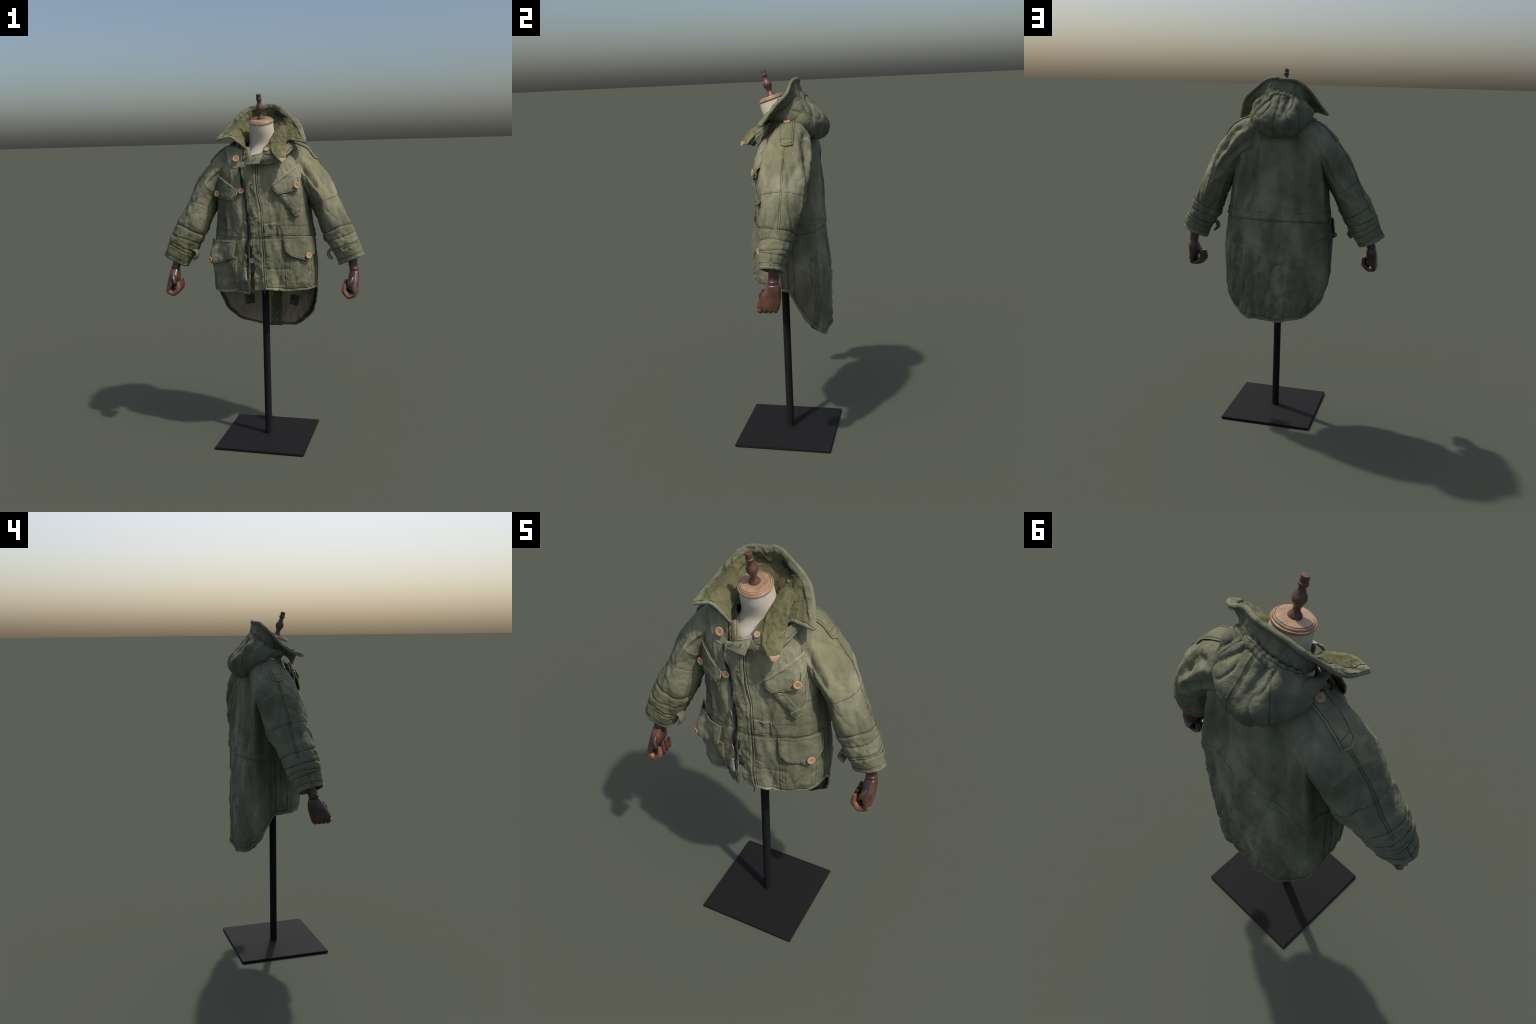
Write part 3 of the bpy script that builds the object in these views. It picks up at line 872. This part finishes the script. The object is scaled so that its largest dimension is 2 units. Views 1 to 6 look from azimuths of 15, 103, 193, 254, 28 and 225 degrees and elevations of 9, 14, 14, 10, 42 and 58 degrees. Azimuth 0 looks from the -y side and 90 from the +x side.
# =================================================================== HOOD
BRIM = [(-.218, -.103, 1.747), (-.196, -.013, 1.792), (-.141, .066, 1.882), (-.080, .099, 1.933), (.000, .110, 1.939),
        (.036, .114, 1.946), (.092, .097, 1.932), (.179, .078, 1.864), (.228, .032, 1.812), (.266, -.036, 1.723)]
ROW1 = [(-.175, -.098, 1.756), (-.158, -.022, 1.800), (-.116, .062, 1.862), (-.066, .103, 1.902), (.000, .114, 1.911),
        (.044, .119, 1.915), (.085, .103, 1.904), (.145, .080, 1.856), (.190, .025, 1.800), (.222, -.040, 1.735)]
ROW2 = [(-.139, -.090, 1.757), (-.126, -.026, 1.793), (-.115, .060, 1.838), (-.078, .112, 1.872), (.000, .124, 1.884),
        (.044, .127, 1.886), (.088, .110, 1.874), (.134, .078, 1.832), (.160, .022, 1.790), (.182, -.042, 1.742)]
ROW3 = [(-.060, -.095, 1.703), (-.092, -.045, 1.752), (-.124, .040, 1.790), (-.095, .105, 1.830), (-.005, .132, 1.848),
        (.044, .134, 1.848), (.095, .112, 1.838), (.135, .070, 1.795), (.142, .010, 1.760), (.160, -.045, 1.735)]
C0 = net([ROW3, ROW2, ROW1, BRIM], 70, 220)[:, ::-1]
Nc = grid_normals(C0)
wr = .004 * fbm(C0, 20, 60, 3) - .006 * creases(C0, 20, 64) - .003 * creases(C0, 40, 66)
vv = np.linspace(0, 1, 70)[:, None]
COWL = C0 + Nc * (wr * (1 - smooth((vv - .9) / .1) * .6))[..., None]
sheet('hood_cowl', COWL, .007, [M_HOOD], parka)
# lining: hugs the cowl near the brim, then slopes in to the neck
FUN0 = [(-.050, -.088, 1.700), (-.076, -.045, 1.745), (-.082, .020, 1.785), (-.062, .066, 1.805), (-.005, .090, 1.815),
        (.040, .090, 1.815), (.075, .070, 1.812), (.098, .030, 1.792), (.105, -.010, 1.765), (.140, -.045, 1.735)]
FUN1 = [(-.110, -.088, 1.735), (-.105, -.026, 1.785), (-.100, .045, 1.832), (-.068, .092, 1.855), (.000, .112, 1.866),
        (.042, .114, 1.868), (.082, .094, 1.858), (.118, .060, 1.825), (.140, .015, 1.785), (.165, -.042, 1.742)]
shift = lambda row, d: [(x, y - d, z) for x, y, z in row]
FUNB = [(.012 + (x - .012) * .86, .01 + (y - .01) * .86, z - .045) for x, y, z in FUN0]
L0 = net([FUNB, FUN0, FUN1, shift(ROW1, .009), shift(BRIM, .004)], 70, 220)[:, ::-1]
w_ = np.linspace(0, 1, 220)[None, :, None]
w_ = smooth((np.minimum(w_, 1 - w_) - .06) / .16)
L0 = L0 * w_ + (COWL - Nc * .0085) * (1 - w_)
gap_ = ((COWL - L0) * Nc).sum(-1)
L0 = L0 - Nc * np.maximum(0, .0115 - gap_)[..., None]
Nl = grid_normals(L0)
quil = .002 * fbm(L0, 30, 70, 2) - .004 * creases(L0, 20, 74, sharp=5) - .0018 * creases(L0, 48, 76)
inn = L0 + Nl * np.clip(quil + .002 * (1 - w_[..., 0]), -.008, .002 * w_[..., 0])[..., None] - Nl * .002 * (1 - w_)
gap_ = ((COWL - inn) * Nc).sum(-1)
inn = inn - Nc * np.maximum(0, .0085 - gap_)[..., None]
sheet('hood_lining', inn[:62, 2:-2][:, ::-1], .002, [M_QUILT], parka)
band_ = L0[58:70, 1:-1] + Nl[58:70, 1:-1] * (-.0035 + .0025 * fbm(L0[58:70, 1:-1], 26, 78, 2) - .004 * creases(L0[58:70, 1:-1], 24, 79))[..., None]
sheet('brim_facing', band_[:, ::-1], .003, [M_HOOD], parka)
cord(band_[1] - Nl[59, 1:-1] * .001, .0011, up=Nl[59, 1:-1])
edge = curve(BRIM, np.linspace(0, 1, 240))
upv = np.stack([np.interp(np.linspace(0, 1, 240), np.linspace(0, 1, 220), Nc[-1, ::-1, k]) for k in range(3)], 1)
edge = edge - upv * .0065
edge = edge + .0012 * np.stack([noise(edge, 40, k) for k in (1, 2, 3)], 1)
tube('hood_brim', edge, .0090 + .0009 * noise(edge, 45, 9), M_HOOD, parka, up=upv, flat=.95, sides=12)
cord(C0[-7] + Nc[-7] * .004, .0012, up=Nc[-7])
# wing end caps: stiff rolled ends
for k in (0, -1):
    tube('hood_brim', COWL[:, k] - Nc[:, k] * .0065, .0080 + .0008 * noise(COWL[:, k], 60, 3), M_HOOD, parka, up=Nc[:, k], flat=.95, sides=12)

# inked marks on the lining, wearer's left
def on_lining(u, v):
    iu, iv = np.asarray(u) * 219, np.asarray(v) * 69
    i, j = iv.astype(int), iu.astype(int)
    return inn[i, 219 - j] + 0, Nl[i, 219 - j]
INK = Bundle()
for stroke in ([(.650, .64), (.650, .78), (.690, .78), (.690, .64), (.650, .64)], [(.650, .71), (.690, .71)],
               [(.750, .64), (.712, .64), (.712, .72), (.742, .72), (.750, .79), (.718, .81)]):
    q = polyline(stroke, np.linspace(0, 1, 40))
    p_, n_ = on_lining(q[:, 0], q[:, 1])
    v_, f_ = tube_mesh(p_ - n_ * .0020, .0022, up=n_, sides=6, flat=.8)
    INK.add(v_, f_)
INK.build('inked_mark', M_NAVY, parka)

# rolled hood bag hanging behind: sections round the neck
BAG_C = np.array([-.008, .055])
#   angle (0 = back, + towards +x): attach, shoulder, out, low, under, in  as (radius, z)
BAG = [(-118, [(.150, 1.785), (.156, 1.782), (.162, 1.772), (.160, 1.760), (.153, 1.752), (.146, 1.756), (.142, 1.770)]),
       (-92, [(.132, 1.805), (.148, 1.800), (.160, 1.782), (.158, 1.760), (.145, 1.748), (.132, 1.752), (.125, 1.770)]),
       (-62, [(.112, 1.832), (.140, 1.822), (.166, 1.784), (.168, 1.736), (.148, 1.708), (.122, 1.716), (.105, 1.760)]),
       (-30, [(.086, 1.852), (.118, 1.828), (.168, 1.772), (.186, 1.708), (.152, 1.660), (.110, 1.678), (.082, 1.750)]),
       (0, [(.082, 1.860), (.118, 1.824), (.172, 1.760), (.196, 1.700), (.158, 1.650), (.108, 1.672), (.078, 1.750)]),
       (30, [(.086, 1.862), (.122, 1.832), (.174, 1.778), (.194, 1.715), (.158, 1.660), (.112, 1.682), (.083, 1.755)]),
       (62, [(.115, 1.845), (.148, 1.834), (.176, 1.794), (.176, 1.742), (.154, 1.710), (.127, 1.720), (.108, 1.765)]),
       (92, [(.138, 1.808), (.156, 1.804), (.168, 1.788), (.167, 1.762), (.153, 1.748), (.138, 1.754), (.130, 1.772)]),
       (118, [(.150, 1.785), (.157, 1.784), (.164, 1.774), (.163, 1.760), (.156, 1.750), (.148, 1.754), (.144, 1.770)])]
def bag_grid(nv=240, nu=96):
    ang = np.array([b[0] for b in BAG], float)
    prof = np.array([b[1] for b in BAG], float)
    loop = np.concatenate([prof, prof, prof], 1)
    out = []
    t = (7 + np.linspace(0, 7, nu, endpoint=False)) / 20
    prof_f = np.stack([curve(l, t) for l in loop])                 # (9,nu,2)
    al = np.linspace(ang[0], ang[-1], nv)
    rz = np.stack([[table(al, ang, prof_f[:, k, j]) for j in range(2)] for k in range(nu)])   # (nu,2,nv)
    r, z = rz[:, 0].T, rz[:, 1].T
    a = al[:, None] * D2R
    return np.stack([BAG_C[0] + r * np.sin(a), BAG_C[1] + r * np.cos(a), z + 0 * a], -1), al
BG, AL = bag_grid()
Nb = grid_normals(BG, True)
cen = BG.mean(1, keepdims=True)
if ((BG - cen) * Nb).sum() < 0:
    BG = BG[:, ::-1]
    Nb = grid_normals(BG, True)
mid = np.abs(AL)[:, None] < 95
zb = BG[..., 2]
up_w = smooth((zb - 1.70) / .10)
al2 = AL[:, None]
fd = 0
for a0, w0, h0 in ((-50, 8, -.012), (-30, 12, .008), (-14, 6, -.010), (0, 3, -.003), (18, 16, .009), (38, 4, -.010), (58, 10, .006), (-78, 8, -.005)):
    skew = a0 + {-50: 130, -30: 190, -14: 150, 0: 10, 18: -70, 38: 160, 58: -60, -78: 60}[a0] * (1.78 - zb)
    fd = fd + h0 * np.exp(-((al2 - skew) / w0) ** 2)
dsp = .002 + .012 * smooth((1.79 - zb) / .06) + fd * (.25 + .75 * up_w) + .006 * fbm(BG, 11, 80, 2) - .009 * creases(BG, 11, 84, sharp=6) - .0025 * creases(BG, 28, 86)
BAGP = BG + Nb * (dsp * smooth((118 - np.abs(al2)) / 25))[..., None]
idx = np.arange(BAGP.shape[0] * BAGP.shape[1]).reshape(BAGP.shape[:2])
F = [list(f) for f in quads(idx, True)] + [list(idx[0][::-1]), list(idx[-1])]
make('hood_bag', BAGP.reshape(-1, 3), F, [M_HOOD], parka, angle=80)
def bag_line(a):
    """seam running down the outside of the bag at an angle"""
    i = int(np.argmin(np.abs(AL - a)))
    ring, nr = BAGP[i], Nb[i]
    k0 = int(np.argmax(ring[:, 2]))
    ring, nr = np.roll(ring, -k0, 0), np.roll(nr, -k0, 0)
    rad = np.hypot(ring[:, 0] - BAG_C[0], ring[:, 1] - BAG_C[1])
    if rad[6] < rad[-6]:
        ring, nr = np.roll(ring[::-1], 1, 0), np.roll(nr[::-1], 1, 0)
    lo = int(np.argmin(ring[:, 2]))
    return ring[6:lo], nr[6:lo]
for a in (4, -36, 44):
    p_, n_ = bag_line(a)
    cord(p_ + n_ * .0004, .0011, up=n_)
# gathered drawstring band where the bag meets the cowl
al = np.linspace(-75, 80, 90)
rr = table(al, [-75, -50, -20, 0, 25, 50, 80], [.122, .104, .087, .083, .085, .100, .124])
zb_ = table(al, [-75, -50, -20, 0, 25, 50, 80], [1.818, 1.838, 1.858, 1.866, 1.866, 1.852, 1.822])
bp = np.stack([BAG_C[0] + rr * np.sin(al * D2R), BAG_C[1] + rr * np.cos(al * D2R), zb_], 1)
bp = bp + .004 * np.stack([noise(bp, 35, k) for k in (5, 6, 7)], 1)
bup = np.stack([np.sin(al * D2R), np.cos(al * D2R), .7 + 0 * al], 1)
v_, f_ = tube_mesh(bp, .019 + .002 * np.sin(al * .5), up=bup, flat=.45, sides=16)
make('drawstring_band', v_, f_, [M_HOOD], parka, angle=70)
for sgn in (-1, 1):
    side = np.cross(bup, np.gradient(bp, axis=0)); side /= np.linalg.norm(side, axis=1, keepdims=True)
    nb = bup / np.linalg.norm(bup, axis=1, keepdims=True)
    cord(bp + side * sgn * .010 + nb * .0078, .0011, up=bup)

# ================================================================= COLLAR
# neck ring of the jacket under the hood
al = np.linspace(-125, 125, 80)[None, :] * D2R
h = np.linspace(0, 1, 12)[:, None]
rr = .165 - .035 * h
ring = np.stack([-.003 + rr * np.sin(al), .055 + (rr - .02) * np.cos(al), 1.700 + .075 * h + .012 * np.cos(al) - .02 * (1 - np.cos(al)) * .3], -1)
ring = ring + (.003 * fbm(ring, 25, 90, 2))[..., None]
sheet('neck_collar', ring[:, ::-1], .006, [M_CLOTH, M_QUILT], parka)

def flap(name, rows, nv, nu, thick, mats, amp=.003, sc=35, seed=0, flip=False, edge=True, f=curve, parent=None, er=.0035):
    g = net(rows, nv, nu, f)
    if flip:
        g = g[:, ::-1]
    N = grid_normals(g)
    v, u = np.meshgrid(np.linspace(0, 1, nv), np.linspace(0, 1, nu), indexing='ij')
    inside_ = smooth(np.minimum(np.minimum(u, 1 - u), np.minimum(v, 1 - v)) / .14)
    g = g + N * (amp * (fbm(g, sc * .7, seed, 2) - 1.3 * creases(g, sc, seed + 2)) * (.15 + .85 * inside_))[..., None]
    o = sheet(name, g, thick, mats, parent or parka)
    if edge:
        loop = np.concatenate([g[0], g[1:, -1], g[-1, ::-1], g[::-1, 0]]) - np.concatenate([N[0], N[1:, -1], N[-1, ::-1], N[::-1, 0]]) * thick * .5
        cord(loop, er, up=(0, 0.3, 1), bundle=EDGES)
    return o, g, N

# wearer's left lapel: quilted strip from the neck to a leather-bound point
lap, LG, LN = flap('lapel', [[(.146, -.170, 1.643), (.160, -.166, 1.634), (.176, -.142, 1.637)],
                            [(.109, -.151, 1.684), (.140, -.138, 1.684), (.170, -.104, 1.676)],
                            [(.088, -.100, 1.722), (.126, -.088, 1.732), (.166, -.070, 1.716)],
                            [(.076, -.040, 1.766), (.112, -.036, 1.786), (.156, -.038, 1.768)],
                            [(.085, .026, 1.806), (.122, .030, 1.826), (.160, .018, 1.820)]], 60, 30, .009, [M_QUILT, M_HOOD], .0045, 45, 3)
flap('leather_tip', [[(.152, -.1735, 1.638), (.163, -.1685, 1.632), (.174, -.152, 1.635)], [(.147, -.171, 1.648), (.160, -.165, 1.644), (.176, -.146, 1.645)]],
     6, 8, .010, [M_LEATHER], .001, 60, 4, edge=False, parent=lap)
# folded lining strip across the top of the lapel
flap('lining_fold', [[(.085, .012, 1.792), (.125, .014, 1.806), (.168, .004, 1.800)], [(.084, .034, 1.812), (.125, .040, 1.826), (.168, .026, 1.822)]],
     10, 20, .012, [M_QUILT], .003, 40, 6, edge=False)
# buttoned throat tab
tab, TG, TN = flap('throat_tab', [[(.062, -.132, 1.678), (.080, -.140, 1.672), (.096, -.136, 1.678)],
                                 [(.046, -.108, 1.702), (.070, -.112, 1.703), (.098, -.108, 1.705)],
                                 [(.054, -.070, 1.722), (.076, -.070, 1.728), (.100, -.065, 1.735)],
                                 [(.062, -.036, 1.735), (.082, -.032, 1.745), (.100, -.028, 1.755)]], 24, 16, .006, [M_QUILT], .002, 40, 8)
button((.066, -.121, 1.697), (-.05, -.75, .6), size=.82, parent=tab)
# folded-over top of the placket with a buttonhole
ct, CG, CN = flap('collar_tab', [[(-.060, -.143, 1.618), (-.010, -.158, 1.620), (.033, -.168, 1.623)],
                                [(-.034, -.148, 1.645), (.004, -.150, 1.650), (.038, -.146, 1.652)],
                                [(-.006, -.143, 1.664), (.018, -.134, 1.670), (.044, -.122, 1.676)]], 16, 20, .005, [M_EDGE, M_FACING], .002, 40, 9)
cord(np.array([(.002, -.154, 1.640), (.006, -.152, 1.648), (.010, -.148, 1.656)]), .0020, up=(0, -1, .4))
flap('collar_tab_lining', [[(.006, -.137, 1.671), (.030, -.128, 1.676), (.046, -.117, 1.681)], [(.014, -.122, 1.675), (.034, -.112, 1.682), (.048, -.104, 1.690)]],
     6, 10, .003, [M_PALE], .001, 50, 12, edge=False)
# standing collar band from the tab to the shoulder
flap('collar_band', [[(.020, -.132, 1.615), (.070, -.136, 1.618), (.125, -.122, 1.632), (.175, -.080, 1.668), (.205, -.020, 1.708)],
                     [(.025, -.142, 1.640), (.072, -.146, 1.645), (.130, -.132, 1.658), (.176, -.080, 1.694), (.205, -.018, 1.728)],
                     [(.040, -.126, 1.670), (.078, -.134, 1.672), (.125, -.120, 1.685), (.165, -.070, 1.716), (.192, -.015, 1.738)]], 16, 50, .005,
     [M_CLOTH, M_QUILT], .003, 30, 13)
# wearer's right: buttoned throat flap hanging on the chest
tf, FG, FN = flap('throat_flap', [[(-.152, -.088, 1.604), (-.138, -.096, 1.600), (-.118, -.101, 1.599), (-.100, -.102, 1.599), (-.089, -.099, 1.604)],
                                 [(-.165, -.082, 1.622), (-.142, -.094, 1.622), (-.118, -.100, 1.622), (-.100, -.101, 1.622), (-.084, -.098, 1.620)],
                                 [(-.178, -.066, 1.665), (-.148, -.082, 1.664), (-.120, -.086, 1.662), (-.102, -.088, 1.660), (-.084, -.094, 1.658)],
                                 [(-.192, -.043, 1.718), (-.155, -.058, 1.716), (-.125, -.070, 1.712), (-.105, -.080, 1.704), (-.085, -.088, 1.696)]],
                  30, 36, .006, [M_CLOTH, M_FACING], .0035, 24, 15)
button((-.117, -.096, 1.649), (-.05, -.95, .25), size=1.22, spin=.0, parent=tf)
# pale facing running down inside the neck opening, right side
flap('neck_facing', [[(-.060, -.116, 1.610), (-.046, -.119, 1.615), (-.034, -.116, 1.622)],
                     [(-.062, -.108, 1.655), (-.050, -.112, 1.658), (-.038, -.106, 1.662)],
                     [(-.068, -.090, 1.700), (-.056, -.092, 1.704), (-.048, -.084, 1.712)]], 20, 10, .004, [M_QUILT], .002, 40, 18)
flap('chest_lining', [[(-.045, -.110, 1.610), (-.028, -.112, 1.620)], [(-.045, -.098, 1.66), (-.030, -.098, 1.665)], [(-.052, -.080, 1.70), (-.042, -.078, 1.71)]],
     14, 6, .003, [M_OCHRE], .001, 40, 19, edge=False)

# inside of the tail: facings, button patches, dark buttons
def inside(x, z, off):
    z = np.asarray(z, float); x = np.asarray(x, float)
    ph = math.pi - phi_of(x, z, False)
    return body(ph, z, -lining_gap(ph / D2R, z) + off, disp=True)
g = np.stack([inside(np.linspace(-.005, .065, 10), np.full(10, z), -.003) for z in np.linspace(.625, 1.0, 40)])
sheet('tail_facing', g, .002, [M_FACING], parka)
for cx, cz, tilt in ((-.146, .788, -.12), (.152, .788, .10)):
    u, v = np.meshgrid(np.linspace(-.030, .030, 12), np.linspace(-.030, .030, 12), indexing='ij')
    g = inside(cx + u + v * tilt, cz + v - u * tilt, -.004).transpose(1, 0, 2)
    bt = sheet('button_patch', g, .002, [M_FACING], parka)
    c = inside(np.array([cx]), np.array([cz - .004]), -.010)[0]
    button(c, (0, -1, .1), mat=M_BUTTON_D, size=1.25, parent=bt)
dd = np.linspace(SIDE + 6, 360 - SIDE - 6, 160)
hz = hem_z(np.where(dd >= 180, dd - 360, dd)) + .014
pb = body(dd * D2R, hz, -lining_gap(dd, hz) - .002)
tube('tail_binding', pb, .0075, M_FACING, parka, up=pb - [0, .06, .7], flat=.45)

button((-.030, -.130, 1.080), (.2, -1, .2), mat=M_WHITE, size=.95)
tube('lining_cord', curve([(-.034, -.112, 1.13), (-.030, -.116, 1.105), (-.026, -.117, 1.085), (-.030, -.116, 1.06)], np.linspace(0, 1, 20)), .004, M_PALE, parka)
sm = SEAMS.build('seam_stitching', M_SEAM, parka)
ed = EDGES.build('edge_binding', M_EDGE, parka)

# ============================================================== MANNEQUIN
def box(name, lo, hi, mat, parent, bev=.0015):
    import bmesh
    bm = bmesh.new()
    bmesh.ops.create_cube(bm, size=1)
    for v in bm.verts:
        v.co = [(lo[k] + hi[k]) / 2 + v.co[k] * (hi[k] - lo[k]) for k in range(3)]
    bmesh.ops.bevel(bm, geom=bm.edges[:], offset=bev, segments=2, affect='EDGES')
    me = bpy.data.meshes.new(name)
    bm.to_mesh(me); bm.free()
    me.materials.append(mat)
    o = bpy.data.objects.new(name, me)
    bpy.context.scene.collection.objects.link(o)
    o.parent = parent
    return o

box('base_plate', (-.245, -.262, 0), (.272, .262, .012), M_METAL, stand)
lathe('pole', [(.0205, .0), (.0205, 1.0)], (.012, 0, .0118), (0, 0, 1), M_METAL, stand, 40)
lathe('pole_foot', [(.0235, .0), (.0235, .003), (.021, .005)], (.012, 0, .0118), (0, 0, 1), M_METAL, stand, 40)

AX = np.array([0, -.288, .958])
NECK = [  # z, cx, cy, rx, ry
    (1.000, .005, .03, .150, .100), (1.06, .005, .035, .165, .110), (1.20, .005, .04, .160, .115), (1.40, .005, .045, .185, .135),
    (1.52, .005, .045, .190, .140), (1.60, .006, .042, .165, .135), (1.65, .008, .034, .130, .128), (1.69, .010, .024, .092, .096),
    (1.72, .012, .014, .077, .078), (1.76, .014, .002, .072, .074), (1.80, .015, -.012, .069, .071), (1.845, .016, -.026, .0665, .0665)]
a = np.linspace(0, 2 * np.pi, 64, endpoint=False)
rows = []
for z in np.linspace(1.0, 1.845, 90):
    cx, cy, rx, ry = (table(z, [n_[0] for n_ in NECK], [n_[k] for n_ in NECK]) for k in (1, 2, 3, 4))
    tilt = smooth((z - 1.74) / .1) * .30
    y = cy + ry * np.sin(a)
    rows.append(np.stack([cx + rx * np.cos(a), y, z + tilt * (y - cy)], 1))
V = np.concatenate(rows)
idx = np.arange(len(V)).reshape(90, 64)
make('torso', V, [list(f) for f in quads(idx, True)] + [list(idx[0][::-1]), list(idx[-1])], [M_CREAM], stand)
cap_o = np.array([.016, -.026, 1.843])
lathe('neck_cap', [(.066, 0), (.0695, .002), (.0715, .006), (.0700, .0115), (.0675, .0130), (.0655, .0118), (.0645, .0165),
                   (.0625, .0190), (.0605, .0195), (.0590, .0172), (.0570, .0215), (.053, .0225), (.030, .0232), (.001, .0235)], cap_o, AX, M_CAP, stand, 72, angle=25)
lathe('finial', [(.0235, 0), (.0235, .003), (.0205, .009), (.0135, .018), (.0115, .025), (.0125, .027), (.0120, .030), (.0135, .034),
                 (.0185, .045), (.0228, .056), (.0238, .061), (.0232, .063), (.0232, .066), (.0205, .073), (.0150, .082), (.0118, .092),
                 (.0112, .101), (.0125, .104), (.0160, .106), (.0166, .109), (.0158, .113), (.0136, .115), (.0137, .128), (.0130, .1365), (.001, .1372)],
      cap_o + AX * .0225, AX, M_FINIAL, stand, 48, angle=35)

def loft(name, secs, mat, parent, T, q=2.6, n=28, sub=6):
    """secs: (centre, half x, half y) stacked down; superellipse sections"""
    secs = np.asarray([(*c, rx, ry) for c, rx, ry in secs], float)
    S_ = curve(secs, np.linspace(0, 1, len(secs) * sub))
    a = np.linspace(0, 2 * np.pi, n, endpoint=False)
    c, s = np.cos(a), np.sin(a)
    c, s = np.sign(c) * np.abs(c) ** (2 / q), np.sign(s) * np.abs(s) ** (2 / q)
    V = np.stack([S_[:, None, 0] + S_[:, None, 3] * c, S_[:, None, 1] + S_[:, None, 4] * s, S_[:, None, 2] + 0 * c], -1)
    idx = np.arange(V.shape[0] * n).reshape(-1, n)
    F = [list(f) for f in quads(idx, True)[:, ::-1]] + [list(idx[0]), list(idx[-1][::-1])]
    return make(name, T(V.reshape(-1, 3)), F, [mat], parent, angle=50)

def make_hand(T):
    arm = loft('wrist', [((.500, .055, 1.14), .026, .027), ((.509, .053, 1.09), .026, .027), ((.515, .051, 1.03), .0255, .027), ((.518, .049, 1.018), .025, .027)], M_HAND, stand, T, 2.1)
    loft('wrist_ring', [((.519, .048, 1.019), .0225, .024), ((.520, .047, 1.014), .0252, .0268), ((.520, .047, 1.004), .0252, .0268), ((.520, .047, .999), .0235, .025)], M_HAND, arm, T, 2.1)
    hand = loft('hand', [((.520, .047, 1.001), .022, .026), ((.521, .046, .994), .026, .030), ((.520, .042, .972), .029, .040), ((.519, .034, .945), .031, .049),
                         ((.523, .027, .918), .026, .054), ((.529, .021, .892), .018, .056), ((.527, .018, .874), .015, .052)], M_HAND, stand, T, 2.7)
    for k, (y, r) in enumerate(((-.021, .0145), (.006, .0150), (.032, .0145), (.056, .0125))):
        d = .004 * k
        path = np.array([(.534, y, .884), (.529, y - .001, .872), (.498, y - .002, .860 + d), (.471, y - .002, .890 + d), (.475, y, .934 + d)])
        p_ = polyline(path, np.linspace(0, 1, 25)) * .75 + curve(path, np.linspace(0, 1, 25)) * .25
        v_, f_ = tube_mesh(p_, r * np.interp(np.linspace(0, 1, 25), [0, .3, .8, 1], [1, 1, .92, .6]), up=(0, 1, 0), flat=.92, sides=8)
        make('finger', T(v_), f_, [M_FINGER_ORANGE if k == 0 else M_HAND], hand, angle=30)
    th = curve([(.516, .004, .962), (.510, -.012, .944), (.500, -.016, .926), (.490, -.010, .916), (.482, .0, .914)], np.linspace(0, 1, 20))
    v_, f_ = tube_mesh(th, np.interp(np.linspace(0, 1, 20), [0, .5, 1], [.016, .013, .009]), up=(0, 1, 0), sides=12)
    make('thumb', T(v_), f_, [M_HAND], hand, angle=60)

make_hand(lambda V: V + [0, 0, .004])
def mirror(V):
    q = V * [-1, 1, 1] - np.array([-.516, .050, 1.045])
    a, b = .080, .08                            # swing the fist outwards and forwards
    x, y, z = q[:, 0], q[:, 1], q[:, 2]
    x, z = x * math.cos(a) + z * math.sin(a), -x * math.sin(a) + z * math.cos(a)
    y, z = y * math.cos(b) + z * math.sin(b), -y * math.sin(b) + z * math.cos(b)
    return np.stack([x, y, z], 1) + [-.503, -.063, 1.060]
# the mirrored hand needs its faces turned round again
_make = make
def make(name, verts, faces, mats, parent, face_mats=None, angle=50):
    return _make(name, verts, [list(f)[::-1] for f in faces], mats, parent, face_mats, angle)
make_hand(mirror)
